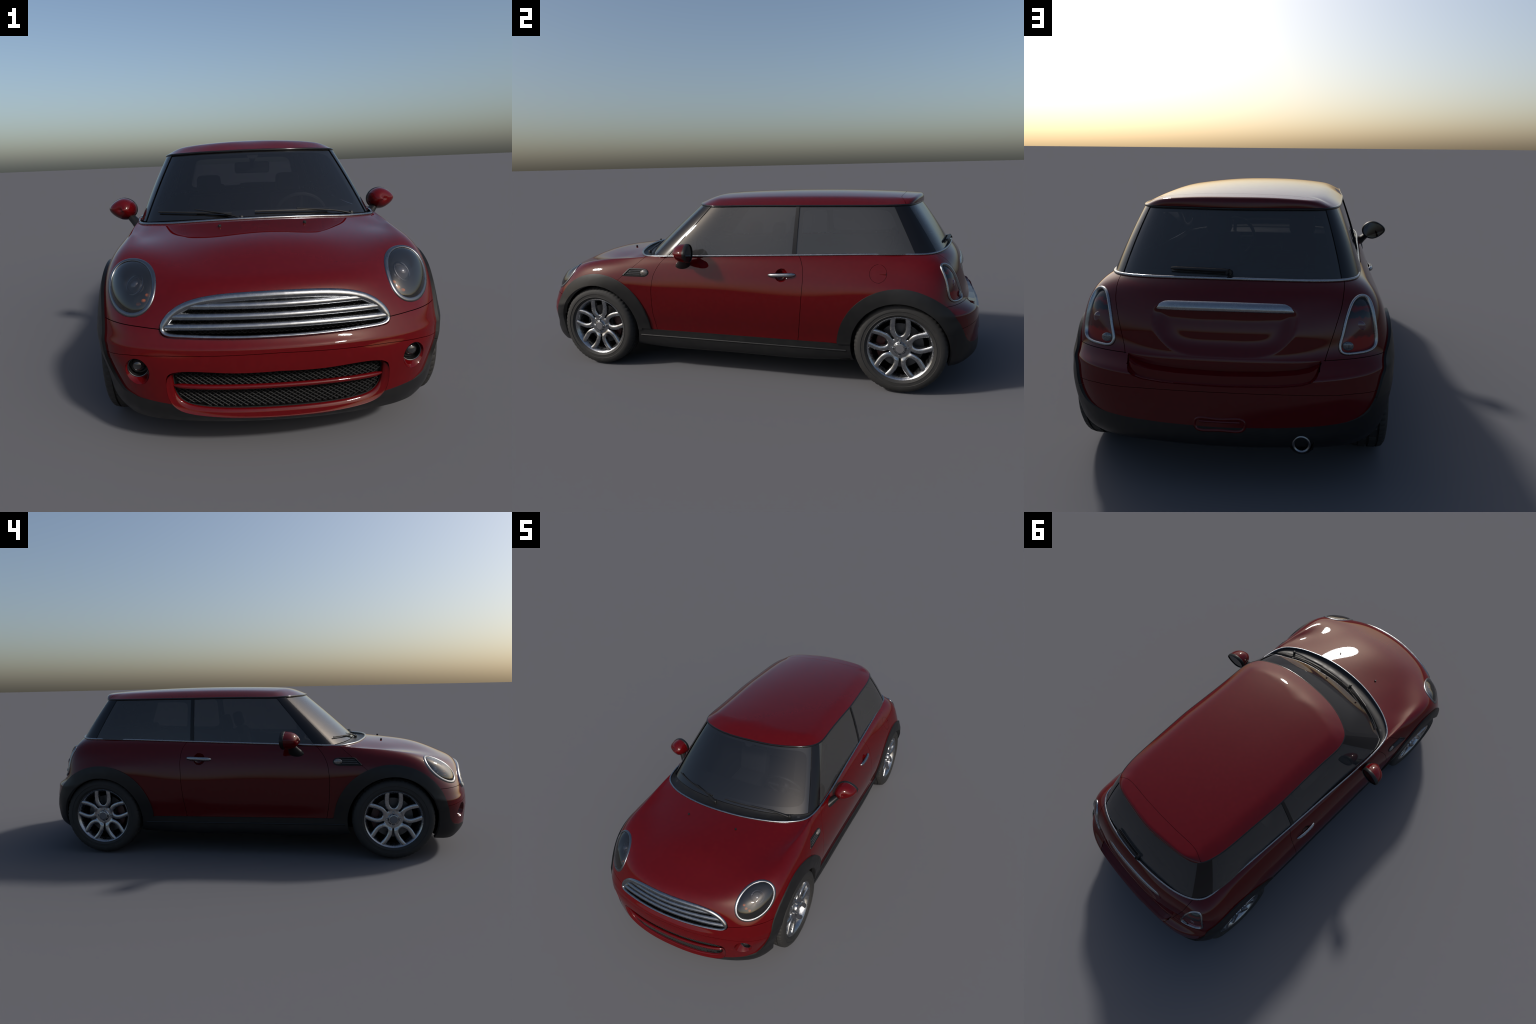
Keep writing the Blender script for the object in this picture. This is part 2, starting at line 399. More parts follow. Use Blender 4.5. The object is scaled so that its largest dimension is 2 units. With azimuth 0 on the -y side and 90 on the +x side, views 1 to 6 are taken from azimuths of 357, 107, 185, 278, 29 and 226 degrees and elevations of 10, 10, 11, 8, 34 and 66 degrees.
# lower black trim: under a height that rises towards the wheels, joined with the arch circles
LOW_F = lambda ax: np.interp(ax, [0, .10, .20, .228, .250, .33, .365, .392, .420, .44], [.0960, .0985, .1080, .118, .133, .140, .150, .172, .228, .25])
LOW_R = lambda ax: np.interp(ax, [0, .15, .25, .32, .37, .395, .42, .44], [.181, .184, .189, .194, .202, .209, .226, .24])
def smin(a, b, k):
    h = np.clip(.5+.5*(b-a)/k, 0, 1); return b*(1-h)+a*h-k*h*(1-h)
def black_field(x, y, z):
    ax = np.abs(x); (cy, cz, cr), (ry, rz, rr) = ARCH_OUT['front'], ARCH_OUT['rear']
    far = np.where(ax > .3, 0, .5)
    af, ar = np.hypot(y-cy, z-cz)-cr+far, np.hypot(y-ry, z-rz)-rr+far
    low = np.where(y < cy, z-LOW_F(ax), np.where(y > ry, z-LOW_R(ax), z-.178))
    k = np.where((y < cy) | (y > ry), .035, .0005)
    return np.where(y < 0, smin(af, low, k), smin(ar, low, k))
def wheel_field(x, y, z):
    ax = np.abs(x); d = np.full(len(x), .5)
    for c in ARCH_IN.values(): d = np.minimum(d, np.hypot(y-c[0], z-c[1])-c[2])
    return np.where(ax > .25, d, .5)
def fog_field(x, y, z):
    return np.where(y < -.6, (np.hypot((np.abs(x)-FOG_AT[0])/FOG_R[0], (z-FOG_AT[1])/FOG_R[1])-1)*.03, .5)
vent_f = poly_dist(VENT)
def vent_field(x, y, z): return np.where(np.abs(x) > .3, vent_f(y, z), .5)
tail_f = poly_dist(TAIL_LOOP)
def tail_field(x, y, z): return np.where(y > .6, tail_f(np.abs(x), z), .5)

# seams: signed fields whose zero line is the joint
def hood_bumper(x, y, z): return np.where(y < -.60, z-np.interp(np.abs(x), [0, .255, .32, .42], [.293, .3060, .3095, .3115]), .5)
def hood_fender(x, y, z): return np.where((np.abs(x) > .30) & (y > -.62) & (y < -.30), (y+.4)*.642+(z-.496)*-.767, .5)
door_front_y = lambda z: np.interp(z, [.16, .21, .255, .364, .42, .454, .478, .499, .52], [-.343, -.351, -.3565, -.358, -.350, -.335, -.318, -.298, -.275])
door_rear_y = lambda z: np.interp(z, [.16, .25, .32, .428, .47, .492, .508, .53], [.288, .300, .307, .314, .311, .305, .296, .280])
def smooth_door(fnc):
    zs = np.linspace(.14, .54, 81); ys = fnc(zs)
    for _ in range(6): ys[1:-1] = (ys[:-2]+2*ys[1:-1]+ys[2:])/4
    return lambda z: np.interp(z, zs, ys)
door_front_y, door_rear_y = smooth_door(door_front_y), smooth_door(door_rear_y)
def door_f(x, y, z): return np.where(np.abs(x) > .3, y-door_front_y(z), .5)
def door_r(x, y, z): return np.where(np.abs(x) > .3, y-door_rear_y(z), .5)
gate_x = smooth_door(lambda z: np.interp(z, [.14, .344, .406, .477, .515, .545], [.25, .263, .283, .305, .311, .311]))
def gate(x, y, z): return np.where((y > .6) & (z > .30), np.abs(x)-gate_x(z), .5)
def bumper_top(x, y, z): return np.where(y > .6, z-.3475, .5)
def groove_f(x, y, z): return np.where(y < -.6, z-np.interp(np.abs(x), [0, .26, .35, .42], [.2545, .250, .2445, .235]), .5)
def groove_r(x, y, z): return np.where(y > .6, z-np.interp(np.abs(x), [0, .2, .34, .43], [.2755, .274, .270, .260]), .5)
notch_z = lambda ax: np.interp(ax, [0, .15, .205, .228, .243, .251, .2545, .256], [.2895, .292, .297, .303, .313, .325, .340, .352])
def notch(x, y, z): return np.where((y > .6) & (np.abs(x) < .30), notch_z(np.abs(x))-z, .5)      # negative above
def trim_seam_f(x, y, z): return np.where((y < -.6) & (np.abs(x) > .3), z-.2195, .5)
def trim_seam_r(x, y, z): return np.where((y > .7) & (np.abs(x) > .3), z-.2455, .5)

# ------------------------------------------------------------------ relief of the skin
def relief(G):
    nr, nc = G.shape[:2]; P = G.reshape(-1, 3).copy()
    x, y, z = P.T
    pd = poly_dist(PLATE)(x, z); t = np.clip((.001-pd)/.042, 0, 1); dep = np.where(y > .6, 1-(1-t)**2, 0)
    P[:, 1] -= .0175*dep                                              # number-plate hollow in the tailgate
    return P.reshape(nr, nc, 3)
BODY = relief(BODY)

nr, nc = BODY.shape[:2]
REF_V = BODY.reshape(-1, 3); REF_F = [f for f in grid_faces(nr, nc, True)]
def vertex_normals(V, F):
    n = np.zeros_like(V); F = np.array(F)
    d = np.cross(V[F[:, 2]]-V[F[:, 0]], V[F[:, 3]]-V[F[:, 1]])
    for k in range(4): np.add.at(n, F[:, k], d)
    return unit(n)
REF_N = vertex_normals(REF_V, REF_F)
if REF_N[np.argmax(REF_V[:, 0])][0] < 0:
    REF_N = -REF_N; REF_F = [f[::-1] for f in REF_F]
TREE = BVHTree.FromPolygons([tuple(v) for v in REF_V], REF_F)

def on_body(o, d):
    """first hit of the body's skin along d: point, normal"""
    h, n, i, _ = TREE.ray_cast(Vector(o), Vector(d).normalized())
    if h is None:
        h, n, i, _ = TREE.find_nearest(Vector(o))
    return np.array(h), surface_normal(h, i)
def surface_normal(h, i):
    f = REF_F[i]; w = np.array([1/(1e-6+np.linalg.norm(REF_V[k]-np.array(h)))**1.5 for k in f])
    return unit((REF_N[list(f)]*w[:, None]).sum(0))
def bary_normals(V):
    out = []
    for v in V:
        h, n, i, d = TREE.find_nearest(Vector(v)); out.append(surface_normal(h, i))
    return np.array(out)

# ------------------------------------------------------------------ cut the skin into panels
skin = Skin(REF_V, REF_F)
GAP = .0009
SEAMS = [(hood_bumper, .0009), (hood_fender, .0006), (door_f, GAP), (door_r, GAP), (gate, GAP), (bumper_top, .0007), (groove_f, .0006), (groove_r, .0006),
         (trim_seam_f, .0006), (trim_seam_r, .0006)]
fuel_ring = lambda x, y, z: np.where(x > .3, np.hypot(y-FUEL_AT[0], z-FUEL_AT[1])-FUEL_R, .5)
SEAMS.append((fuel_ring, .0006))
handle_f = circle_field(HANDLE_AT, HANDLE_R)
HOLES = [wheel_field, lamp_field(), front_only(poly_dist(GRILLE)), front_only(poly_dist(INTAKE)), fog_field, tail_field, vent_field, handle_f]
skin.cut(black_field)
for h in HOLES: skin.cut(h)
skin.cut(notch)
for f, w in SEAMS:
    skin.cut(lambda x, y, z: f(x, y, z)-w); skin.cut(lambda x, y, z: f(x, y, z)+w)

C = skin.centres(); cx, cy, cz = C.T; cax = np.abs(cx)
region = np.full(len(C), 'rear_quarter', dtype=object)
hb, hf, df, dr, gt, bt = hood_bumper(*C.T), hood_fender(*C.T), door_f(*C.T), door_r(*C.T), gate(*C.T), bumper_top(*C.T)
in_front, in_rear = cy < -.62, cy > .66
region[(cy < .2)] = 'front_fender'
arch_f = cy < ARCH_OUT['front'][0]
is_hood = (in_front & (hb > 0)) | (~in_front & (cy < -.2) & (hf < 0) & (cax > .30)) | ((cy < -.40) & (cax <= .345) & (cz > .40))
# the clamshell bonnet reaches back to the cowl, its rear edge on the sides is the slanting joint
side = (cax > .30) & (cy > -.62) & (cy < -.2)
region[is_hood & ~(side & (hf > 0))] = 'hood'
region[in_front & (hb < 0)] = 'front_bumper'
region[side & (hf > 0)] = 'front_fender'
region[(df > 0) & (dr < 0) & (cax > .3) & (cy > -.5) & (cy < .5)] = 'door'
region[(cy > .2) & (dr > 0)] = 'rear_quarter'
region[(cy > .2) & (cax <= .3) & (cy < .6)] = 'rear_quarter'
region[in_rear & (gt < 0) & (cz > .30)] = 'tailgate'
region[in_rear & (bt < 0)] = 'rear_bumper'
region[in_rear & (notch(*C.T) < 0) & (bt < 0)] = 'cut'
blk = black_field(*C.T) < 0
mid_ = (cy > ARCH_OUT['front'][0]) & (cy < ARCH_OUT['rear'][0])
region[blk & mid_] = 'wheel_arch_trim'
region[blk & mid_ & (cz < .178)] = 'sill'
region[blk & (cy <= ARCH_OUT['front'][0])] = 'wheel_arch_trim'
region[blk & (cy <= ARCH_OUT['front'][0]) & (trim_seam_f(*C.T) < 0)] = 'front_lower_trim'
region[blk & (cy >= ARCH_OUT['rear'][0])] = 'wheel_arch_trim'
region[blk & (cy >= ARCH_OUT['rear'][0]) & ((trim_seam_r(*C.T) < 0) | (cax < .3))] = 'rear_lower_trim'
region[(fuel_ring(*C.T) < 0)] = 'fuel_flap'
for f, w in SEAMS:
    g = np.abs(f(*C.T)) < w
    if f in (trim_seam_f, trim_seam_r): g &= blk
    elif f is gate: g &= in_rear & (cz > .346)
    elif f is bumper_top: g &= in_rear & ~blk & (cax > .26)
    elif f in (door_f, door_r, hood_fender, hood_bumper, groove_f, groove_r): g &= ~blk
    region[g] = 'cut'
for h in HOLES: region[h(*C.T) < 0] = 'cut'

def panel(name, mask, mat, offset=0., depth=.007, parent=CAR, soft=0.):
    """one panel: its part of the skin with the body's own normals, and a folded edge"""
    ids = np.nonzero(mask)[0]
    if not len(ids): return None
    used = sorted({i for k in ids for i in skin.f[k]}); back = {i: n for n, i in enumerate(used)}
    V = np.array([skin.v[i] for i in used]); N = bary_normals(V)
    off = offset(V) if callable(offset) else offset
    faces = [[back[i] for i in skin.f[k]] for k in ids]
    P = V+N*np.reshape(off, (-1, 1)) if np.ndim(off) else V+N*off
    edge = {}
    for f in faces:
        for a, b in zip(f, f[1:]+f[:1]): edge[(a, b)] = edge.get((a, b), 0)+1
    rim = [(a, b) for (a, b) in edge if (b, a) not in edge]
    vs = sorted({i for e in rim for i in e}); n0 = len(P)
    top = {i: n0+k for k, i in enumerate(vs)}; low = {i: n0+len(vs)+k for k, i in enumerate(vs)}
    P = np.concatenate([P, P[vs], P[vs]-N[vs]*depth]) if vs else P
    side_n = np.zeros((len(vs), 3)); 
    for a, b in rim:
        t = P[b]-P[a]; w = np.cross(unit(t), N[a]); side_n[top[a]-n0] += w; side_n[top[b]-n0] += w
    side_n = unit(unit(side_n)*(1-soft)+N[vs]*soft) if len(vs) else side_n
    NN = np.concatenate([N, side_n, side_n]) if vs else N
    faces += [[top[b], top[a], low[a], low[b]] for a, b in rim]
    return make(name, P, faces, mat, parent, normals=NN)

flare = lambda V: .0075*smoothstep(.30, .40, np.abs(V[:, 0]))
L_, R_ = cx > 0, cx < 0
panel('hood', region == 'hood', PAINT)
panel('bumper', region == 'front_bumper', PAINT)
panel('tailgate', region == 'tailgate', PAINT)
panel('bumper', region == 'rear_bumper', PAINT)
panel('bumper_trim', region == 'front_lower_trim', PLASTIC, flare, .012, soft=.75)
panel('bumper_trim', region == 'rear_lower_trim', PLASTIC, flare, .012, soft=.75)
FLAP = panel('fuel_flap', region == 'fuel_flap', PAINT)
for m in (L_, R_):
    panel('fender', (region == 'front_fender') & m, PAINT)
    panel('door', (region == 'door') & m, PAINT)
    panel('quarter_panel', (region == 'rear_quarter') & m, PAINT)
    panel('sill', (region == 'sill') & m, PLASTIC, .003, .012)
    for k in (cy < 0, cy > 0):
        panel('wheel_arch_trim', (region == 'wheel_arch_trim') & m & k, PLASTIC, flare, .020, soft=.75)

# ------------------------------------------------------------------ greenhouse: glass, pillars
GC = [12, 14, 12, 6, 8, 12, 20, 3, 16, 14, 8, 14, 14]
gl_low, gl_top = sym_curve(LOW, GC), sym_curve(TOP, GC)
GR = 14
def green_grid():
    rows = []
    for t in np.linspace(0, 1, GR+1):
        P = gl_low*(1-t)+gl_top*t
        o = P.copy(); o[:, 2] = 0; o[:, 1] = P[:, 1]-np.clip(P[:, 1], -.12, .60)      # outward in plan
        o = unit(o*np.array([1, 1, 0])+1e-9)
        P = P+o*(.0035*4*t*(1-t))
        rows.append(P)
    return np.array(rows)
GREEN = green_grid()
GN = vertex_normals(both_sides(GREEN).reshape(-1, 3), [f[::-1] for f in grid_faces(GR+1, both_sides(GREEN).shape[1], True)]).reshape(GR+1, -1, 3)[:, :GREEN.shape[1]]
if GN[GR//2, sum(GC[:6])][0] < 0: GN = -GN
GI = np.concatenate([[0], np.cumsum(GC)])

def green_part(name, a, b, mat, push=0., thick=.004, whole=False, rows=(0, GR)):
    """columns between key columns a and b; whole = joined across the centre line"""
    j0, j1 = GI[a], GI[b]; P = GREEN[rows[0]:rows[1]+1, j0:j1+1]; N = GN[rows[0]:rows[1]+1, j0:j1+1]
    if whole:
        m = np.array([-1, 1, 1])
        if a == 0:
            P = np.concatenate([P[:, ::-1]*m, P[:, 1:]], 1); N = np.concatenate([N[:, ::-1]*m, N[:, 1:]], 1)
        else:
            P = np.concatenate([P, P[:, ::-1][:, 1:]*m], 1); N = np.concatenate([N, N[:, ::-1][:, 1:]*m], 1)
    nr, nc = P.shape[:2]
    out = (P+N*push).reshape(-1, 3); inn = (P+N*(push-thick)).reshape(-1, 3); nn = N.reshape(-1, 3)
    F = [f for f in grid_faces(nr, nc, False)]
    # outward winding
    f0 = F[len(F)//2]; d = np.cross(out[f0[1]]-out[f0[0]], out[f0[2]]-out[f0[0]])
    if d@nn[f0[0]] < 0: F = [f[::-1] for f in F]
    if mat in (WINDOW, SIDE_GLASS): return make(name, out, F, mat, CAR, normals=nn)
    k = len(out); border = [i for i in range(nc)]+[r*nc+nc-1 for r in range(1, nr)]+[(nr-1)*nc+c for c in range(nc-2, -1, -1)]+[r*nc for r in range(nr-2, 0, -1)]
    V = np.concatenate([out, out[border], inn[border]]); nb = len(border)
    ce = out.mean(0); sn = unit(out[border]-ce)
    FF = F+[(k+i, k+(i+1) % nb, k+nb+(i+1) % nb, k+nb+i) for i in range(nb)]
    return make(name, V, FF, mat, CAR, normals=np.concatenate([nn, sn, sn]))

green_part('windshield', 0, 4, WINDOW, -.0015, whole=True)
green_part('rear_window', 11, 13, SIDE_GLASS, -.0015, whole=True)
for nm, a, b, mt, ps in (('windshield_pillar', 4, 5, GLOSS_BLACK, .0015), ('side_window', 5, 7, SIDE_GLASS, -.001), ('door_pillar', 7, 8, SATIN_BLACK, .0022), ('quarter_window', 8, 10, SIDE_GLASS, -.001), ('roof_pillar', 10, 11, GLOSS_BLACK, .0008)):
    o = green_part(nm, a, b, mt, ps, .006); mirror_copy(o)

# black bands printed along the inner edge of the panes
def frit(name, a, b, whole, w_side, w_low, w_top):
    j0, j1 = GI[a], GI[b]
    P = GREEN[:, j0:j1+1]-GN[:, j0:j1+1]*.004; m = np.array([-1, 1, 1])
    if whole: P = np.concatenate([P[:, ::-1]*m, P[:, 1:]], 1) if a == 0 else np.concatenate([P, P[:, ::-1][:, 1:]*m], 1)
    L = np.linalg.norm(np.diff(P[GR//2], axis=0), axis=1).sum(); H = np.linalg.norm(P[-1, 0]-P[0, 0])
    n = P.shape[1]; tu = np.linspace(0, 1, n)
    def at(u, v):
        a_, b_ = u*(n-1), v*GR; i, k = int(min(a_, n-2)), int(min(b_, GR-1)); fu, fv = a_-i, b_-k
        return (P[k, i]*(1-fu)+P[k, i+1]*fu)*(1-fv)+(P[k+1, i]*(1-fu)+P[k+1, i+1]*fu)*fv
    ws, wl, wt = w_side/L, w_low/H, w_top/H
    outer = []; inner = []
    for side_, cnt in ((0, 40), (1, 16), (2, 40), (3, 16)):
        for q in range(cnt):
            t = q/cnt
            u, v = ((t, 0), (1, t), (1-t, 1), (0, 1-t))[side_]; outer.append(at(u, v))
            c = .5; r = 1.0
            uu, vv = u*2-1, v*2-1
            # rounded inner window
            k = (abs(uu)**9+abs(vv)**9)**(1/9); uu, vv = uu/k, vv/k
            inner.append(at(ws+(1-2*ws)*(uu+1)/2, wl+(1-wl-wt)*(vv+1)/2))
    return Geo().grid(np.array([outer, inner]), True).build(name, RUBBER_TRIM, CAR)
frit('windshield_band', 0, 4, True, .026, .030, .014)
frit('rear_window_band', 11, 13, True, .024, .022, .012)
for a, b in ((8, 10),):
    o = frit('quarter_window_band', a, b, False, .028, .016, .014); mirror_copy(o)

# cowl between bonnet and windshield, and the fill strips under the chrome line
belt_half = sym_curve(ROWS['belt'], COLS)
CI = np.concatenate([[0], np.cumsum(COLS)])
def strip(name, A, B, mat, sag, n=60, rows=9):
    A, B = resample(A, n), resample(B, n)
    G = np.array([A*(1-t)+B*t-np.array([0, 0, 1])*sag*math.sin(math.pi*min(1, t*1.0))**.6*(1 if t < 1 else 0) for t in np.linspace(0, 1, rows)])
    taper = np.linspace(1, 0, n)**.4 if sag else np.ones(n)
    base = np.array([A*(1-t)+B*t for t in np.linspace(0, 1, rows)])
    G = base+(G-base)*taper[None, :, None]
    m = np.array([-1, 1, 1]); G = np.concatenate([(G*m)[:, ::-1], G[:, 1:]], 1)
    return Geo().grid(G).build(name, mat, CAR, angle=60)
inner_belt = belt_half.copy(); inner_belt[:, 2] -= .002
strip('cowl', inner_belt[:CI[6]+1], gl_low[:GI[5]+1]-np.array([0, 0, .004]), PLASTIC, .010)
strip('rear_window_seal', inner_belt[CI[9]:][::-1], gl_low[GI[10]:][::-1]-np.array([0, 0, .003]), RUBBER_TRIM, 0)

full_belt = BODY[-1]
out_dir = full_belt.copy(); out_dir[:, 2] = 0; out_dir[:, 1] -= np.clip(full_belt[:, 1], -.35, .70); out_dir = unit(out_dir+1e-9)
Geo().tube(full_belt+out_dir*.0005+np.array([0, 0, .0015]), .0044, 10, closed=True).build('belt_chrome_strip', CHROME, CAR)

# ------------------------------------------------------------------ roof
SPINE = np.array([-.24, -.18, -.12, -.04, .05, .18, .30, .45, .60, .70, .76]), np.array([.7430, .7490, .7535, .7575, .7600, .7620, .7622, .7600, .7550, .7495, .7450])[:, None]
spine_z = lambda y: nat_spline(*SPINE, np.atleast_1d(y))[:, 0]
def roof_grid():
    """crowned top that rolls over towards its edge: widely in front and at the sides, tightly at the tail spoiler"""
    E = gl_top.copy(); o = E.copy(); o[:, 2] = 0; o[:, 1] -= np.clip(E[:, 1], -.12, .62); o = unit(o+1e-9)
    back = smoothstep(.66, .735, E[:, 1]); front = smoothstep(-.10, -.19, E[:, 1])
    E = E+o*(.0008+.002*back)[:, None]; E[:, 2] += .0045
    yc = np.clip(E[:, 1], -.06, .58); sp = np.stack([np.zeros(len(E)), yc, np.zeros(len(E))], -1)
    flat = np.array([1, 1, 0]); L = np.linalg.norm((sp-E)*flat, axis=1); u = (sp-E)*flat/L[:, None]
    w = .075+.055*front-.062*back; rows = []
    for d in (0, .003, .007, .012, .018, .026, .038, .055, .075, .10, .125):
        P = E+u*d-o*(0.0022*math.exp(-((d-.010)/.008)**2)*back*-1)[:, None]*0
        rows.append((P, np.full(len(E), d)))
    for t in (.25, .5, .75, 1): rows.append((E+u*(.125+(L-.125)*t)[:, None], .125+(L-.125)*t))
    out = []
    for P, d in rows:
        T = spine_z(P[:, 1])-.0235*(np.abs(P[:, 0])/.30)**2.3
        k = np.clip(1-d/w, 0, 1); P = P.copy(); P[:, 2] = T-(T-E[:, 2])*k**(2.3)
        lip = back*.0065*np.exp(-((d-.006)/.007)**2); P[:, 1] += lip
        out.append(P)
    out = np.array(out)
    return np.stack([curve(out[:, j], [1]*6+[2]*8) for j in range(out.shape[1])], 1)
ROOF = both_sides(roof_grid())
rv = ROOF.reshape(-1, 3); rf = grid_faces(ROOF.shape[0], ROOF.shape[1], True)
bm = bmesh.new(); me_ = bpy.data.meshes.new('tmp'); me_.from_pydata([tuple(v) for v in rv], [], rf); bm.from_mesh(me_)
bmesh.ops.remove_doubles(bm, verts=bm.verts[:], dist=2e-5); bmesh.ops.recalc_face_normals(bm, faces=bm.faces[:]); bm.normal_update()
bm.verts.ensure_lookup_table()
top_v = max(bm.verts, key=lambda v: v.co.z)
if top_v.normal.z < 0: bmesh.ops.reverse_faces(bm, faces=bm.faces[:]); bm.normal_update()
RV = np.array([v.co[:] for v in bm.verts]); RF = [[v.index for v in f.verts] for f in bm.faces]; RN = [v.normal.copy() for v in bm.verts]
bm.free(); bpy.data.meshes.remove(me_)
RTREE = BVHTree.FromPolygons([tuple(v) for v in RV], RF)
rs = Skin(RV, RF)
seam_y = lambda ax: np.interp(ax, [0, .10, .17, .20, .225, .245, .262, .30], [.684, .682, .677, .676, .679, .687, .695, .702])
rseam = lambda x, y, z: y-seam_y(np.abs(x))
rs.cut(lambda x, y, z: rseam(x, y, z)-.0007); rs.cut(lambda x, y, z: rseam(x, y, z)+.0007)
rc = rs.centres(); rd = rseam(*rc.T)
def roof_part(name, mask, mat, depth=.006):
    ids = np.nonzero(mask)[0]; used = sorted({i for k in ids for i in rs.f[k]}); back = {i: n for n, i in enumerate(used)}
    V = np.array([rs.v[i] for i in used]); N = []
    for v in V:
        h, n, i, d = RTREE.find_nearest(Vector(v)); f = RF[i]
        w = np.array([1/(1e-6+np.linalg.norm(RV[k]-np.array(h)))**1.5 for k in f]); N.append(unit((np.array([RN[k][:] for k in f])*w[:, None]).sum(0)))
    N = np.array(N); faces = [[back[i] for i in rs.f[k]] for k in ids]
    edge = {}
    for f in faces:
        for a, b in zip(f, f[1:]+f[:1]): edge[(a, b)] = 1
    rim = [(a, b) for (a, b) in edge if (b, a) not in edge]; vs = sorted({i for e in rim for i in e}); n0 = len(V)
    tp = {i: n0+k for k, i in enumerate(vs)}; lw = {i: n0+len(vs)+k for k, i in enumerate(vs)}
    sn = np.zeros((len(vs), 3))
    for a, b in rim:
        w = np.cross(unit(V[b]-V[a]), N[a]); sn[tp[a]-n0] += w; sn[tp[b]-n0] += w
    sn = unit(sn); P = np.concatenate([V, V[vs], V[vs]-N[vs]*depth])
    make(name, P, faces+[[tp[b], tp[a], lw[a], lw[b]] for a, b in rim], mat, CAR, normals=np.concatenate([N, sn, sn]))
roof_part('roof', rd < -.0007, PAINT); roof_part('roof_spoiler', rd > .0007, PAINT)
top_loop = both_sides(gl_top[None])[0]
od = top_loop.copy(); od[:, 2] = 0; od[:, 1] -= np.clip(top_loop[:, 1], -.12, .62); od = unit(od+1e-9)
Geo().tube(top_loop+od*.0002+np.array([0, 0, .0012]), .0042, 10, closed=True).build('drip_rail', GLOSS_BLACK, CAR)
# headliner closes the cabin from above
hl = both_sides(gl_top[None])[0]*np.array([.97, .97, 1])-np.array([0, 0, .004])
hl2 = hl*np.array([.5, .8, 1])+np.array([0, .02, .020])
Geo().grid(np.array([hl, hl2]), True).cap(hl2).build('headliner', CABIN, CAR)

# ------------------------------------------------------------------ trims that follow the skin
def trim(geo, P, N, section, closed=True, widths=None):
    """sweep a section (inward along the skin, out of the skin) along points P with normals N"""
    P, N = np.asarray(P, float), np.asarray(N, float)
    T = unit(np.roll(P, -1, 0)-np.roll(P, 1, 0)) if closed else unit(np.gradient(P, axis=0))
    B = unit(np.cross(N, T)); c = P.mean(0)
    if ((c-P)*B).sum() < 0: B = -B
    w = np.ones(len(P)) if widths is None else np.asarray(widths)
    G = np.array([P+B*(b*w)[:, None]+N*n for b, n in section])
    geo.grid(G, closed, False)
    return G

def project(points, d):
    """points moved along d on to the body: positions, smoothed normals"""
    P, N = zip(*[on_body(np.asarray(p)-np.asarray(d)*.3, d) for p in points])
    P, N = np.array(P), np.array(N)
    for _ in range(3):
        P = (np.roll(P, 1, 0)+2*P+np.roll(P, -1, 0))/4 if len(P) > 40 else P
        N = unit(np.roll(N, 1, 0)+2*N+np.roll(N, -1, 0))
    return P, N

# ---- headlights
th = np.arange(96)*2*math.pi/96
def lamp_pts(s): return LAMP_C+np.outer(np.cos(th)*LAMP_A*s, LAMP_U)+np.outer(np.sin(th)*LAMP_B*s, LAMP_V)
lamp = empty('headlight', tuple(LAMP_C), CAR)
def to_local(o, par):
    o.parent = par; o.matrix_parent_inverse = Matrix.Translation(par.location).inverted(); return o
LP, LN = project(lamp_pts(1.0), -LAMP_N)
g = Geo(); trim(g, LP, LN, [(-.0015, -.006), (-.0015, .0010), (.0000, .0026), (.003, .0034), (.0072, .0034), (.0088, .0028), (.0094, .0010), (.0095, -.006)])
ring = g.build('headlight_ring', SATIN_CHROME, CAR, angle=60)
rad = [1.0, .97, .92, .84, .74, .62, .48, .32, .16, .02]
def lamp_shell(depth_fn, base_s=.895):
    rows = []
    for r in rad:
        P, N = project(lamp_pts(base_s*r), -LAMP_N); rows.append(P+LAMP_N*depth_fn(r))
    return np.array(rows)
edge_p, _ = project(lamp_pts(.895), -LAMP_N)
def flat_shell(depth_fn):
    c = edge_p.mean(0); return np.array([c+(edge_p-c)*r+LAMP_N*depth_fn(r) for r in rad])
dome = np.array([edge_p.mean(0)+(edge_p-edge_p.mean(0))*r+LAMP_N*(.0012+.019*(1-r*r)**.8) for r in rad])
g = Geo().grid(dome, True).cap(dome[-1]); lens = g.build('headlight_lens', LENS, CAR, angle=None)
bowl = flat_shell(lambda r: .001-.046*(1-r**3))
g = Geo().grid(bowl, True).cap(bowl[-1]); bowl_o = g.build('headlight_reflector', principled('lamp_bowl', (.055, .056, .06), .25, .6), CAR, angle=None)
cb = edge_p.mean(0)-LAMP_N*.026
g = Geo().ball(cb+LAMP_V*.016+np.array([0, -.004, 0]), .020, 24, 14)
bulb = g.build('projector_lens', CLEAR_BULB, CAR, angle=None)
g = Geo(); q = np.array([LAMP_C+LAMP_V*.016-LAMP_N*.018+np.cos(a)*LAMP_U*.026+np.sin(a)*LAMP_V*.026 for a in th[::3]]); g.tube(q, .0028, 8, closed=True, up=tuple(LAMP_N)); pr = g.build('projector_ring', REFLECTOR, CAR)
g = Geo(); am = cb-LAMP_V*.048+LAMP_N*.010
for s_ in (-1, 0, 1): g.ball(am+LAMP_U*.016*s_+LAMP_V*.004*abs(s_), (.0062, .0062, .0045), 14, 8)
amber = g.build('turn_signal_bulb', AMBER, CAR, angle=None)
parts = [ring, lens, bowl_o, bulb, pr, amber]
copies = [mirror_copy(o) for o in parts]
for o in parts: to_local(o, lamp)
lamp2 = empty('headlight', tuple(LAMP_C*np.array([-1, 1, 1])), CAR)
for o in copies: to_local(o, lamp2)

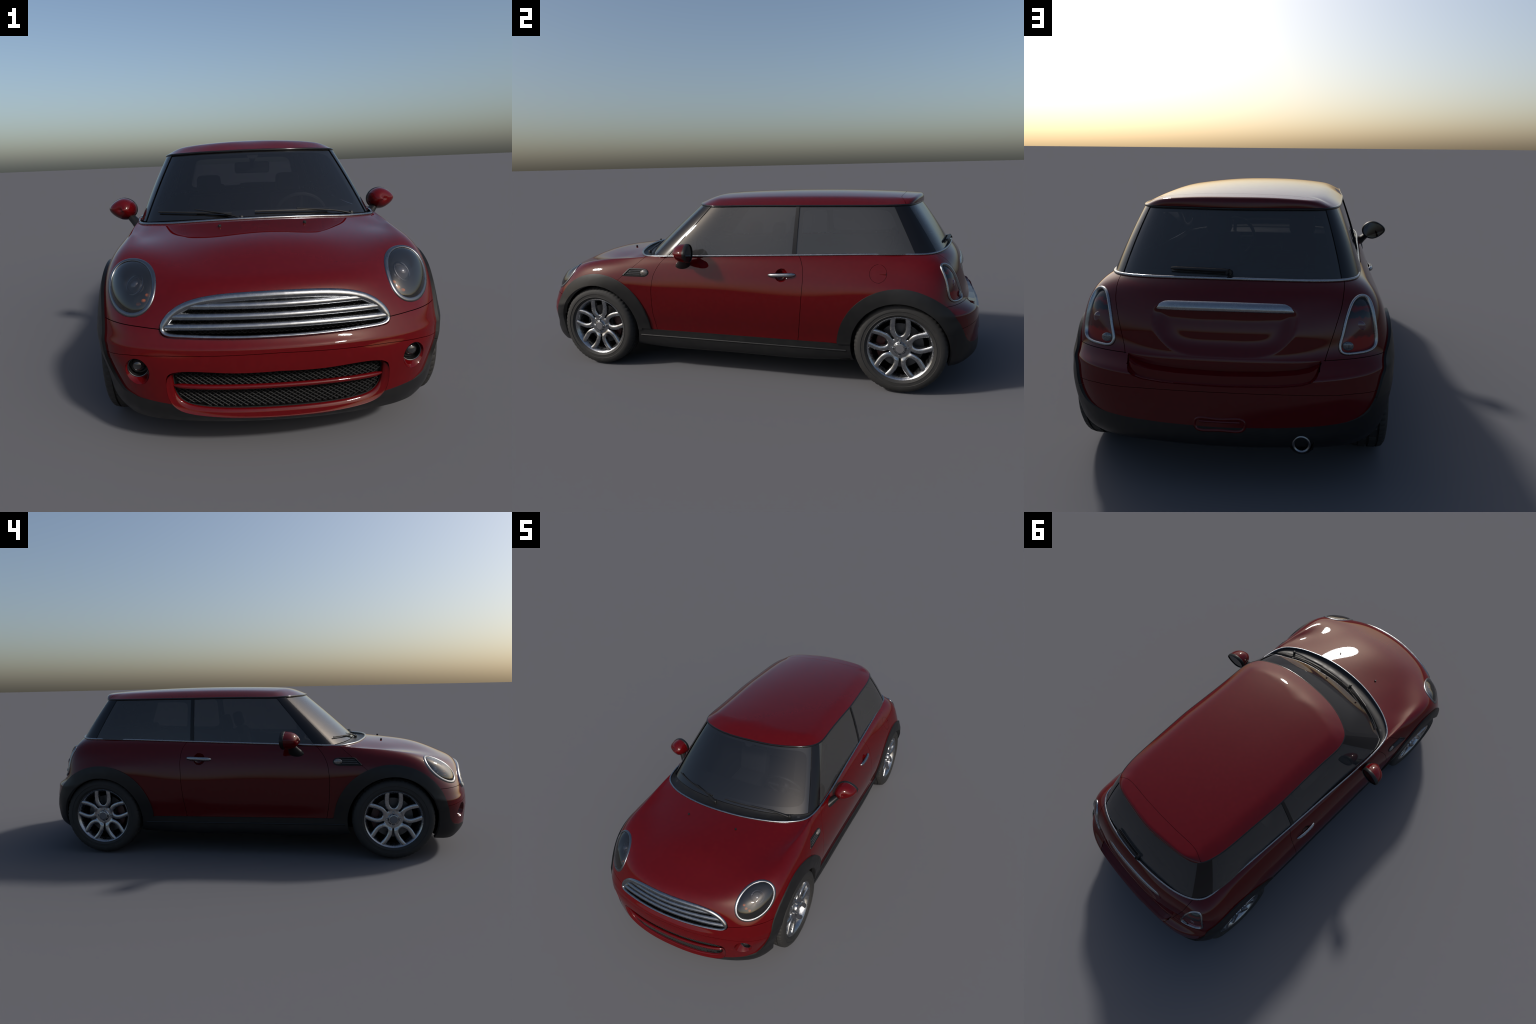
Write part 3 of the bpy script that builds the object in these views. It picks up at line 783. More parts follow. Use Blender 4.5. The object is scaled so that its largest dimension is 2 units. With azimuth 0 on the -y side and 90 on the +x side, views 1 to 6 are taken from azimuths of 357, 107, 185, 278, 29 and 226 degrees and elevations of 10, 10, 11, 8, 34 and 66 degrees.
# ---- upper grille
gr_c = (0, -.955, .335)
grille = empty('grille', gr_c, CAR)
def front_pts(loop): return [(x, -.96, z) for x, z in loop]
GP, GNm = project(front_pts(GRILLE), (0, 1, 0))
zz = GP[:, 2]; wid = .52+.48*smoothstep(.300, .318, zz)
g = Geo(); trim(g, GP, GNm, [(-.001, -.008), (-.001, .002), (.001, .0054), (.006, .0082), (.012, .0078), (.0172, .0045), (.0192, -.002), (.0194, -.014)], widths=wid)
to_local(g.build('grille_frame', CHROME, CAR, angle=50), grille)
def body_y(x, z): return on_body((x, -1.4, z), (0, 1, 0))[0][1]
def half_width(z, loop=GRILLE, inset=.012):
    f = poly_dist(loop); xs = np.linspace(0, .30, 301); d = f(xs, np.full(301, z)); ok = xs[d < -inset]
    return ok.max() if len(ok) else 0
for zk in (.3580, .3350, .3125):
    hw = half_width(zk+.001, inset=.007); xs = np.linspace(-hw, hw, 61)
    P = np.array([(x, body_y(x, min(zk, .372))+.0045, zk-.0015*(abs(x)/.25)**2) for x in xs])
    g = Geo(); g.tube(P, .0112, 12, squash=.82); to_local(g.build('grille_slat', CHROME, CAR, angle=None), grille)
    P2 = P+np.array([0, .010, -.0072]); g = Geo(); g.tube(P2, .0022, 8); to_local(g.build('grille_slat', CHROME, CAR, angle=None), grille)
# black honeycomb behind
xs = np.linspace(-.262, .262, 60); zs = np.linspace(.292, .386, 12)
back = np.array([[(x, body_y(x, z)+.020, z) for x in xs] for z in zs])
to_local(Geo().grid(back).build('grille_back', DARK, CAR), grille)
def lattice(name, parent, loop, dy, cell, slope, thick, zlo, zhi, xlo, xhi, inset=.0):
    """two crossing families of thin bars that follow the front"""
    f = poly_dist(loop); g = Geo()
    for sgn in (-1, 1):
        x0 = xlo-(zhi-zlo)/slope
        while x0 < xhi+(zhi-zlo)/slope:
            n = 14; t = np.linspace(0, 1, n); z = zlo+(zhi-zlo)*t; x = x0+sgn*(z-zlo)/slope+(0 if sgn > 0 else 0)
            ok = f(x, z) < -inset
            run = []
            for i in range(n):
                if ok[i]: run.append((x[i], z[i]))
                if (not ok[i] or i == n-1) and len(run) > 1:
                    P = np.array([(a, body_y(a, b)+dy+(.0006 if sgn > 0 else 0), b) for a, b in run]); g.tube(P, thick, 4, caps=False, up=(0, -1, 0)); run = []
                elif not ok[i]: run = []
            x0 += cell
    o = g.build(name, MESH, CAR, smooth=False, angle=None); o['kind'] = 'stuff'; to_local(o, parent); return o
lattice('grille_mesh', grille, GRILLE, .0145, .012, .6, .0011, .294, .384, -.26, .26, .006)

# ---- lower intake
intake = empty('air_intake', (0, -.97, .155), CAR)
IP, IN = project(front_pts(INTAKE), (0, 1, 0))
INNER = mirror_loop(resample(curve([(0, .1205), (.10, .1215), (.185, .1265), (.222, .1375), (.2390, .160), (.2425, .188), (.2420, .2040), (.232, .2090), (.12, .2105), (0, .2110)], 12), 60))
IQ = np.array([(x, body_y(x, z)+.020, z) for x, z in INNER])
def part(k_in, k_y):
    """between opening and mesh: k_in of the way in the plane of the front, k_y of the way in depth"""
    P = IP+(IQ-IP)*k_in; P[:, 1] = IP[:, 1]+(IQ[:, 1]-IP[:, 1])*k_y; return P
rows = [IP+IN*.0004, part(.10, .04), part(.45, .07), part(.80, .14), part(.97, .40), IQ]
to_local(Geo().grid(np.array(rows), True).build('intake_surround', PAINT, CAR, angle=60), intake)
xs = np.linspace(-.245, .245, 60); zs = np.linspace(.110, .214, 10)
to_local(Geo().grid(np.array([[(x, body_y(x, z)+.0225, z) for x in xs] for z in zs])).build('intake_back', DARK, CAR), intake)
lattice('intake_mesh', intake, INNER, .0180, .0140, .66, .00135, .119, .2120, -.245, .245, .001)
xs = np.linspace(-.246, .246, 50)
P = np.array([(x, body_y(x, .176)+.007+.006*(abs(x)/.246)**6, .1765) for x in xs])
to_local(Geo().tube(P, np.where(np.abs(xs) > .225, .0070-.0045*((np.abs(xs)-.225)/.021), .0070), 12, squash=.85).build('intake_bar', PAINT, CAR, angle=None), intake)
g = Geo(); g.tube(IQ+np.array([0, -.003, 0]), .0016, 6, closed=True, up=(0, 1, 0)); to_local(g.build('intake_mesh_edge', MESH, CAR), intake)

# ---- fog lamps
fo = np.array([(FOG_AT[0]+FOG_R[0]*math.cos(a), FOG_AT[1]+FOG_R[1]*math.sin(a)) for a in th[::2]])
FP, FN = project([(x, -.93, z) for x, z in fo], (0, 1, 0))
fc = FP.mean(0); lc = np.array([.3275, fc[1]+.020, FOG_AT[1]+.0050])
FQ = np.array([lc+np.array([.0245*math.cos(a), .001*math.cos(a), .0245*math.sin(a)]) for a in th[::2]])
fog = empty('fog_lamp', tuple(fc), CAR)
w = Geo().grid(np.array([FP, FP*.93+FQ*.07, FP*.5+FQ*.5, FQ]), True).build('fog_recess', PAINT, CAR, angle=50)
rg = Geo().tube(FQ+np.array([0, -.001, 0]), .0016, 8, closed=True, up=(0, 1, 0)).build('fog_ring', DARK_CHROME, CAR)
hs = Geo().spin([(-.001, .0242), (.02, .0225), (.022, .0005)], lc, 'y', 32).build('fog_housing', RUBBER_TRIM, CAR)
bl = Geo().ball(lc+np.array([0, .012, .002]), (.0185, .017, .0185), 24, 14).build('fog_bulb', principled('fog_glass', (.02, .02, .022), .06, 0., coat=1), CAR, angle=None)
parts = [w, rg, hs, bl]; copies = [mirror_copy(o) for o in parts]
for o in parts: to_local(o, fog)
fog2 = empty('fog_lamp', tuple(fc*np.array([-1, 1, 1])), CAR)
for o in copies: to_local(o, fog2)

# ---- washer jets
for sx in (-1, 1):
    p, n = on_body((sx*.1225, -.600, 1), (0, 0, -1))
    Geo().tube(np.array([p-n*.001, p+n*.003, p+n*.0065]), [.0042, .0050, .0040], 12, up=(0, 1, 0)).build('washer_jet', PLASTIC, CAR)

# ---- windshield wipers
def on_green(u, v, off):
    """point on the glass: u along the fine columns (negative = other side), v up"""
    a = abs(u); i = int(min(a, GREEN.shape[1]-2)); f = a-i; b = v*GR; k = int(min(b, GR-1)); h = b-k
    p = (GREEN[k, i]*(1-f)+GREEN[k, i+1]*f)*(1-h)+(GREEN[k+1, i]*(1-f)+GREEN[k+1, i+1]*f)*h
    n = GN[k, i]; p = p+n*off
    return p*np.array([1 if u >= 0 else -1, 1, 1])
gx = gl_low[:GI[4]+1, 0]
def u_of(x): return math.copysign(np.interp(abs(x), gx, np.arange(len(gx))), x)
def wiper(pivot, arm_end, blade_a, blade_b):
    w = empty('windshield_wiper', pivot, CAR)
    bl = np.array([on_green(u_of(blade_a[0]+(blade_b[0]-blade_a[0])*t), blade_a[1]+(blade_b[1]-blade_a[1])*t, .0045) for t in np.linspace(0, 1, 16)])
    to_local(Geo().tube(bl, .0024, 8, squash=1.3).build('wiper_blade', RUBBER_TRIM, CAR), w)
    mid = on_green(u_of(arm_end[0]), arm_end[1], .011); pv = np.array(pivot)
    P = curve([pv, pv*.75+mid*.25+np.array([0, 0, .004]), pv*.4+mid*.6+np.array([0, 0, .003]), mid], 5)
    to_local(Geo().tube(P, np.linspace(.0062, .0026, len(P)), 8, squash=.6).build('wiper_arm', PLASTIC, CAR), w)
    to_local(Geo().spin([(-.006, .0005), (-.006, .007), (.006, .007), (.0085, .005), (.009, .0005)], pv, 'z', 16).build('wiper_pivot', PLASTIC, CAR), w)
wiper((.300, -.428, .502), (.12, .05), (-.012, .045), (.225, .035))
wiper((-.055, -.482, .507), (-.20, .10), (-.325, .115), (-.085, .035))

# ------------------------------------------------------------------ rear
def rear_pts(loop): return [(x, .95, z) for x, z in loop]
TP, TN = project([(x, .90, z) for x, z in TAIL_LOOP], (0, -1, 0))
tail = empty('taillight', tuple(TP.mean(0)), CAR)
g = Geo(); trim(g, TP, TN, [(-.0012, -.006), (-.0012, .002), (.0012, .0050), (.0040, .0054), (.0066, .0040), (.0078, -.004)])
ring = g.build('taillight_ring', CHROME, CAR, angle=60)
tc_ = TP.mean(0); tn = unit(TN.mean(0))
tf = poly_dist(TAIL_LOOP)
def tail_row(r, push):
    c2 = TAIL_LOOP.mean(0); L = c2+(TAIL_LOOP-c2)*r
    P, N = project([(x, .90, z) for x, z in L], (0, -1, 0)); return P+tn*push(r)
rr = [.92, .86, .75, .6, .42, .22, .03]
rows = np.array([tail_row(r, lambda r: -.004+.008*(1-(r/.92)**2)**.7) for r in rr])
lens = Geo().grid(rows, True).cap(rows[-1]).build('taillight_lens', TAIL, CAR, angle=None)
wall = np.array([tail_row(.955, lambda r: .0005), tail_row(.90, lambda r: -.006)])
seal = Geo().grid(wall, True).build('taillight_seal', RUBBER_TRIM, CAR)
rp, rn = on_body((.322, 1.3, .378), (0, -1, 0)); rev = Geo().ball(rp+rn*.001, (.0155, .006, .0125), 20, 12).build('reverse_light', principled('reverse_glass', (.13, .14, .15), .15, .3, coat=1, noise=(220, (.05, .055, .06), .4, .6)), CAR, angle=None)
bp, bn = on_body((.352, 1.3, .425), (0, -1, 0)); brk = Geo().ball(bp-bn*.0045, (.019, .009, .018), 20, 12).build('brake_light', principled('brake_glass', (.075, .022, .034), .12, .0, coat=1), CAR, angle=None)
parts = [ring, lens, seal, rev, brk]; copies = [mirror_copy(o) for o in parts]
for o in parts: to_local(o, tail)
tail2 = empty('taillight', tuple(TP.mean(0)*np.array([-1, 1, 1])), CAR)
for o in copies: to_local(o, tail2)

# tailgate's lower lip reaching into the notch of the bumper
lip_z = lambda ax: np.interp(ax, [0, .12, .19, .225, .248, .2615], [.3130, .3155, .3205, .327, .337, .3470])
xs = np.linspace(-.2612, .2612, 91); rows = []
for t in (0, .25, .5, .75, 1):
    row = []
    for x in xs:
        p, n = on_body((x, 1.4, .3486), (0, -1, 0)); q = np.array([x, p[1]+.0035*min(1, 4*t)*(1-(abs(x)/.2615)**8), .3484+(lip_z(abs(x))-.3484)*t]); row.append(q)
    rows.append(row)
rows.append([np.array(q)+np.array([0, -.010, .001]) for q in rows[-1]])
Geo().grid(np.array(rows)).build('tailgate_lip', PAINT, CAR, angle=50)
# shelf of the bumper behind the notch
rows = [[], [], [], [], []]
for x in np.linspace(-.2555, .2555, 91):
    z = notch_z(abs(x)); p, n = on_body((x, 1.4, z), (0, -1, 0))
    rows[0].append(p); rows[1].append(p+np.array([0, -.003, -.002])); lz = max(p[2]+.0005, lip_z(min(abs(x), .2615))-.0005); rows[2].append(p+np.array([0, -.013, .002])); rows[3].append(np.array([x, p[1]-.0165, lz-.001])); rows[4].append(np.array([x, p[1]-.040, lz+.003]))
Geo().grid(np.array(rows)).build('bumper_shelf', PAINT, CAR, angle=50)

# chrome handle over the plate: a broad sloping face with an undercut lower edge
xs = np.linspace(-.1880, .1880, 61); rows = []
for (dy, z0) in ((-.004, .4905), (.0015, .4895), (.006, .4850), (.0105, .4770), (.0120, .4700), (.0105, .4672), (-.016, .4665)):
    row = []
    for x in xs:
        e = max(0, (abs(x)-.135)/.053); k = math.sqrt(max(0, 1-e**3)); zz_ = .4672+(z0-.4672)*(.12+.88*k)-.0035*(x/.188)**2
        p, n = on_body((x, 1.4, .489), (0, -1, 0)); row.append((x, p[1]+dy*(1 if dy < 0 else (.3+.7*k)), zz_))
    rows.append(row)
g = Geo().grid(np.array(rows)); g.cap(np.array([r[0] for r in rows])); g.cap(np.array([r[-1] for r in rows]))
g.build('tailgate_handle', CHROME, CAR, angle=50)

# towing-eye cover
g = Geo(); hook = smooth_loop([(-.064, .174), (0, .170), (.064, .174), (.069, .190), (.064, .204), (0, .206), (-.064, .204), (-.069, .190)], 64)
HP, HN = project(rear_pts(hook), (0, -1, 0)); trim(g, HP, HN, [(-.001, -.004), (0, .002), (.003, .0035), (.006, .002), (.008, -.004)])
hc = HP.mean(0); g.grid(np.array([HP-HN*.001+(hc-HP)*.1, HP-HN*.006+(hc-HP)*.5, HP-HN*.006+(hc-HP)*.97]), True)
g.build('tow_cover', PAINT, CAR, angle=60)
P = np.array([(x, on_body((x, 1.4, .193), (0, -1, 0))[0][1]-.0005, .1965) for x in np.linspace(-.052, .052, 24)])
Geo().tube(P, .0045, 10, squash=.8).build('tow_cover_bar', PAINT, CAR)

# exhaust
ex = empty('exhaust', (-.2095, .95, .1365), CAR)
to_local(Geo().spin([(-.14, .014), (-.06, .0165), (-.05, .0205), (.019, .0165), (.0240, .0175), (.0262, .0208), (.0250, .0236), (.020, .0243), (-.05, .0235)], (-.2095, .962, .1395), 'y', 40).build('exhaust_tip', SATIN_CHROME, CAR), ex)
to_local(Geo().spin([(-.01, .0002), (-.01, .0200)], (-.2095, .962, .1395), 'y', 32).build('exhaust_bore', DARK, CAR), ex)
to_local(Geo().spin([(-.02, .0335), (.006, .034), (.0085, .032), (.006, .0295), (-.03, .028)], (-.2095, .972, .1410), 'y', 36).build('exhaust_cutout', PLASTIC, CAR), ex)

# rear wiper
gxr = gl_low[GI[11]:, 0]
def on_rear(x, v, off):
    t = np.interp(-abs(x), -gxr, np.arange(len(gxr)))+GI[11]
    return on_green(math.copysign(t, x), v, off)
w = empty('rear_wiper', (-.005, .88, .55), CAR)
bl = np.array([on_rear(.155-(.155+.005)*t, .10-.02*t, .010) for t in np.linspace(0, 1, 16)])
to_local(Geo().tube(bl, np.interp(np.linspace(0, 1, 16), [0, .06, .9, 1], [.004, .0068, .0078, .005]), 10, squash=.8).build('wiper_arm', PLASTIC, CAR), w)
to_local(Geo().tube(bl-np.array([0, .006, .009]), .003, 8).build('wiper_blade', RUBBER_TRIM, CAR), w)
pv = on_rear(-.006, .055, .004)
to_local(Geo().tube(np.array([pv-np.array([0, .01, 0]), pv+np.array([0, .012, .004]), bl[-1]]), [.008, .0085, .0065], 12).build('wiper_pivot', PLASTIC, CAR), w)

# ------------------------------------------------------------------ wheels (built once about x = outward, then shared)
TW = .052
def tyre_mesh():
    R = .1775; n = 240
    prof = [(-TW*.90, .118), (-TW, .135), (-TW*1.03, .150), (-TW*.97, .164), (-TW*.86, .1715), (-TW*.80, .1735)]
    prof += [(-TW*.60, R-.0012), (-TW*.56, R-.0012), (-TW*.55, R-.006), (-TW*.47, R-.006), (-TW*.46, R-.0004), (-TW*.08, R), (-TW*.07, R-.006), (TW*.07, R-.006), (TW*.08, R), (TW*.46, R-.0004), (TW*.47, R-.006), (TW*.55, R-.006), (TW*.56, R-.0012), (TW*.60, R-.0012)]
    prof += [(TW*.80, .1735), (TW*.86, .1715), (TW*.97, .164), (TW*1.015, .156), (TW*1.03, .150), (TW*1.03, .1485), (TW*1.00, .1475), (TW*1.00, .1365), (TW*1.02, .1350), (TW, .1335), (TW*.93, .1265), (TW*.86, .1235)]
    prof = np.array(prof); a = np.arange(n)*2*math.pi/n; G = np.zeros((len(prof), n, 3))
    for i, (al, r) in enumerate(prof):
        rr = np.full(n, r)
        if abs(al) > TW*.58 and r > .168:                  # shoulder blocks
            k = (np.arange(n)+(2 if al > 0 else 0)) % 4 < 1
            rr = np.where(k, r-.0022, r)
        elif abs(al) < TW*.5 and r > R-.003:
            k = (np.arange(n)+int(al*400)) % 10 < 1; rr = np.where(k, r-.0045, r)
        G[i] = np.stack([np.full(n, al), rr*np.cos(a), rr*np.sin(a)], -1)
    return Geo().grid(G, True)
wp = empty('wheel', (0, 0, 0), CAR)
TY = tyre_mesh().build('tyre', TYRE, wp, angle=28)
RX = TW*.80                                                  # plane of the rim's outer lip
RIMO = Geo().spin([(-TW*.9, .115), (-TW*.9, .120), (-TW*.8, .113), (RX-.030, .108), (RX-.012, .112), (RX-.004, .1165), (RX, .1190), (RX+.0035, .1225), (RX+.0050, .1245), (RX+.0042, .1262), (RX, .1268), (RX-.008, .1240)], (0, 0, 0), 'x', 96)
def face_x(r): return RX-.0005+.0020*smoothstep(.085, .118, r)-.003*smoothstep(.075, .035, r)
# face: five looped petals that run together into the hub, cut from a disc along the edge of their outline
PETAL = [(.126, .0262), (.108, .0282), (.090, .0296), (.074, .0292), (.060, .0258), (.0485, .0185), (.0410, .0090), (.0390, 0)]
half = resample(curve([(r, w, 0) for r, w in PETAL], 8), 40)[:, :2]
LOOP = np.concatenate([half, half[::-1][1:]*np.array([1, -1])])
def spoke_field(p, q):
    """negative inside the metal, for points of the wheel plane"""
    ang = np.arctan2(q, p); rr = np.hypot(p, q); sec = 2*math.pi/5
    a_ = (ang-math.pi/2+sec/2) % sec-sec/2
    X = np.stack([rr*np.cos(a_), rr*np.sin(a_)], -1); d = np.full(len(X), 1e9)
    for u, v in zip(LOOP[:-1], LOOP[1:]):
        e = v-u; w = X-u; t = np.clip((w@e)/(e@e), 0, 1); d = np.minimum(d, np.hypot(*(w-t[:, None]*e).T))
    return smin(d-.0106, rr-.0405, np.full(len(d), .007))
nr_, nt_ = 46, 240
pr, pt = np.linspace(.004, .1235, nr_), np.arange(nt_)*2*math.pi/nt_
DG = np.array([[(0, r*math.cos(t), r*math.sin(t)) for t in pt] for r in pr])
ds = Skin(DG.reshape(-1, 3), grid_faces(nr_, nt_, True))
ds.cut(lambda x, y, z: spoke_field(y, z))
dc_ = ds.centres(); keep_ = np.nonzero(spoke_field(dc_[:, 1], dc_[:, 2]) < 0)[0]
used = sorted({i for k in keep_ for i in ds.f[k]}); back_ = {i: n for n, i in enumerate(used)}
DV = np.array([ds.v[i] for i in used]); sd = np.clip(-spoke_field(DV[:, 1], DV[:, 2]), 0, .0100); rr = np.hypot(DV[:, 1], DV[:, 2])
crown = .0062*np.sqrt(np.clip(1-(1-sd/.0100)**2, 0, 1))*(1-.55*smoothstep(.050, .036, rr))
DV[:, 0] = face_x(rr)-.0062+crown
df_ = [[back_[i] for i in ds.f[k]] for k in keep_]
eg = {}
for f in df_:
    for u, v in zip(f, f[1:]+f[:1]): eg[(u, v)] = 1
rim_e = [(u, v) for (u, v) in eg if (v, u) not in eg]; vs = sorted({i for e in rim_e for i in e}); low_ = {i: len(DV)+n for n, i in enumerate(vs)}
RIMO.add(np.concatenate([DV, DV[vs]-np.array([.014, 0, 0])]), df_+[[v, u, low_[u], low_[v]] for u, v in rim_e])
hub = [(RX-.010, .0300), (RX-.0045, .0225), (RX-.0010, .0212), (RX+.0030, .0200), (RX+.0036, .0172), (RX+.0025, .0165)]
RIMO.spin(hub, (0, 0, 0), 'x', 60)
RIM_O = RIMO.build('rim', RIM, wp, angle=40)
CAPO = Geo().spin([(RX+.0022, .0168), (RX+.0038, .0155), (RX+.0040, .0005)], (0, 0, 0), 'x', 40).build('hub_cap', CAP, wp)
b = Geo().spin([(RX-.018, .0054), (RX-.0022, .0054), (RX+.0002, .0042), (RX+.0004, .0002)], (0, 0, 0), 'x', 6); BOLT = b.build('wheel_bolt', RIM, wp, angle=30)
BOLT.location = (0, 0, .0290)
bolts = [BOLT]
for k in range(1, 4):
    c = BOLT.copy(); a = k*math.pi/2; c.location = (0, -math.sin(a)*.0290, math.cos(a)*.0290); SCENE.collection.objects.link(c); bolts.append(c)
STUD = Geo()
for k in range(8):
    a = k*math.pi/4+math.pi/8; STUD.box((RX-.0012, math.cos(a)*.0222, math.sin(a)*.0222), (.003, .0014, .0020), np.array(Matrix.Rotation(a, 3, 'X')))
STUDO = STUD.build('hub_studs', RIM, wp, angle=30)
DISC = Geo().spin([(-.012, .030), (-.012, .088), (-.004, .088), (-.004, .045), (.004, .040), (.004, .001)], (0, 0, 0), 'x', 48).build('brake_disc', STEEL, wp, angle=30)
CAL = Geo()
cg = []
for a in np.linspace(math.pi-.55, math.pi+.55, 12):
    cg.append([(x, r*math.cos(a), r*math.sin(a)) for x, r in ((-.02, .060), (.008, .060), (.011, .066), (.011, .086), (.008, .094), (-.02, .094))])
CAL.grid(np.array(cg), True).cap(np.array(cg[0])).cap(np.array(cg[-1]))
CALO = CAL.build('brake_caliper', CALIPER, wp, angle=30)
BACK = Geo().spin([(-TW*.9, .116), (-.035, .10), (-.03, .001)], (0, 0, 0), 'x', 40).build('inner_barrel', DARK, wp)
kids = [TY, RIM_O, CAPO, *bolts, STUDO, DISC, CALO, BACK]
WX = .389
def place(w, sx, y, z, cal_flip):
    w.location = (sx*WX, y, z); w.rotation_euler = (0, 0, 0 if sx > 0 else math.pi)
first = True
for (nm, (y, z)) in WHEELS.items():
    for sx in (1, -1):
        if first: w, ks = wp, kids; first = False
        else:
            w = empty('wheel', (0, 0, 0), CAR); ks = []
            for k in kids:
                c = k.copy(); c.parent = w; SCENE.collection.objects.link(c); ks.append(c)
        place(w, sx, y, z, nm)
        # caliper sits ahead of the rear axle and behind the front one
        cal = [k for k in ks if k.name.startswith('brake_caliper')][0]
        want_neg_y = nm == 'rear'
        cal.rotation_euler = (0 if (want_neg_y == (sx > 0)) else math.pi, 0, 0)

# wheel houses
for (nm, (y, z)) in WHEELS.items():
    r = ARCH_IN[nm][2]+.004; a = np.linspace(-.25, math.pi+.25, 40)
    cy_, cz_ = ARCH_IN[nm][:2]
    arc = lambda x, q: np.array([(x, cy_+q*math.cos(t), cz_+q*math.sin(t)) for t in a])
    rim_ = arc(.45, r)
    for p in rim_: p[0] = on_body((1., p[1], max(p[2], .12)), (-1, 0, 0))[0][0]-.010-.02*max(0, .14-p[2])/.02
    g = Geo().grid(np.array([rim_, arc(.30, r), arc(.285, r-.02), arc(.285, .05), arc(.285, .001)])); o = g.build('wheel_house', DARK, CAR); mirror_copy(o)

# ------------------------------------------------------------------ sides
def side_pt(y, z): return on_body((1.0, y, z), (-1, 0, 0))
# side vent with turn-signal lens
vent = empty('side_vent', tuple(side_pt(-.43, .431)[0]), CAR)
VP, VN = project([(.44, y, z) for y, z in VENT], (-1, 0, 0))
g = Geo(); trim(g, VP, VN, [(-.0008, -.004), (-.0008, .0015), (.001, .0030), (.0035, .0030), (.0045, .001), (.0050, -.002)])
vb = [g.build('vent_frame', PLASTIC, CAR, angle=50)]
vc = VP.mean(0); g = Geo(); rows = np.array([VP-VN*.001, VP-VN*.002+(vc-VP)*.5, VP-VN*.002+(vc-VP)*.97]); g.grid(rows, True)
vb.append(g.build('vent_plate', PLASTIC, CAR, angle=None))
for zk in (.4385, .4310, .4235):
    y0 = -.470+(.4475-zk)*.97+.004-.012; ys = np.linspace(min(-.482+(zk-.4235)*.95, -.46), -.412, 14)
    P = np.array([side_pt(yy, zk)[0]+np.array([.0012, 0, 0]) for yy in ys]); g = Geo(); g.tube(P, .0021, 6, up=(1, 0, 0)); vb.append(g.build('vent_slat', principled('vent_grey', (.06, .06, .063), .3, .3) if zk == .4385 else bpy.data.materials['vent_grey'], CAR))
ip, inn = side_pt(-.394, .431); vb.append(Geo().ball(ip-inn*.001, (.0075, .0195, .0130), 22, 12).build('side_indicator', principled('indicator_glass', (.16, .155, .15), .1, .3, coat=1, noise=(120, (.10, .075, .06), .4, .65)), CAR, angle=None))
vcs = [mirror_copy(o) for o in vb]
for o in vb: to_local(o, vent)
v2 = empty('side_vent', tuple(np.array(vent.location)*np.array([-1, 1, 1])), CAR)
for o in vcs: to_local(o, v2)

# door handles in round hollows
a = np.arange(40)*2*math.pi/40
DP, DN = project([(.43, HANDLE_AT[0]+HANDLE_R*math.cos(t), HANDLE_AT[1]+HANDLE_R*math.sin(t)) for t in a], (-1, 0, 0))
dc = DP.mean(0); dn = unit(DN.mean(0))
bowl = np.array([dc+(DP-dc)*r-dn*.017*(1-r**2.2) for r in (1, .93, .82, .65, .45, .25, .03)])
hd = empty('door_handle', tuple(dc), CAR)
hp = [Geo().grid(bowl, True).build('handle_hollow', PAINT, CAR, angle=None)]
ys = np.linspace(.169, .283, 41); P = []
for yy in ys:
    t = (yy-.226)/.057; p, n = side_pt(yy, .4445); P.append(p+np.array([.0075*(1-abs(t)**3)-.001, 0, .003*t]))
rr = .0082*(1-np.abs((ys-.226)/.0575)**6)**.5+.0008
hp.append(Geo().tube(np.array(P), rr, 12, squash=.95, up=(1, 0, 0)).build('handle_bar', CHROME, CAR, angle=None))
cps = [mirror_copy(o) for o in hp]
for o in hp: to_local(o, hd)
h2 = empty('door_handle', tuple(dc*np.array([-1, 1, 1])), CAR)
for o in cps: to_local(o, h2)

# finger ridge on the fuel flap
P = np.array([side_pt(yy, .462)[0] for yy in np.linspace(.612, .636, 10)]); Geo().tube(P, np.linspace(.001, .005, 10), 8, up=(1, 0, 0), squash=.6).build('fuel_flap_grip', PAINT, CAR)

# side mirrors: egg-shaped cap, black rim, glass, foot
mir = empty('side_mirror', (.456, -.17, .528), CAR)
def egg(t, s):
    """outline of the mirror seen from behind, drawn out towards the outer tip"""
    x = math.cos(t); z = math.sin(t)
    w = .053 if x > 0 else .045
    taper = 1-.30*max(0, x)**1.5
    return np.array([.464+w*s*x, 0, .5285+.0385*s*z*taper+.002*x*s])
ang = np.arange(48)*2*math.pi/48
rows = []
for s, dy in ((1.0, 0), (.995, -.010), (.97, -.020), (.91, -.031), (.80, -.042), (.64, -.050), (.44, -.056), (.22, -.059), (.02, -.060)):
    rows.append([egg(t, s)+np.array([0, -.168+dy+.012*math.cos(t)*(1-abs(dy)/.068)*0+.006*math.cos(t), 0]) for t in ang])
rows = np.array(rows); mp = [Geo().grid(rows, True).cap(rows[-1]).build('mirror_cap', PAINT, CAR, angle=None)]
rim = np.array([[egg(t, s)+np.array([0, -.168+dy+.006*math.cos(t), 0]) for t in ang] for s, dy in ((.99, -.002), (1.025, -.001), (1.035, .004), (1.02, .012), (.95, .0155), (.90, .013))])
mp.append(Geo().grid(rim, True).build('mirror_rim', PLASTIC, CAR, angle=50))
gls = np.array([[egg(t, s)+np.array([0, -.168+.0115+.006*math.cos(t), 0]) for t in ang] for s in (.93, .5, .02)])
mp.append(Geo().cap(gls[0]).build('mirror_glass', MIRROR, CAR, smooth=False))
foot0 = np.array([.406, -.214, .468]); foot1 = np.array([.444, -.190, .506])
g = Geo(); ft = []
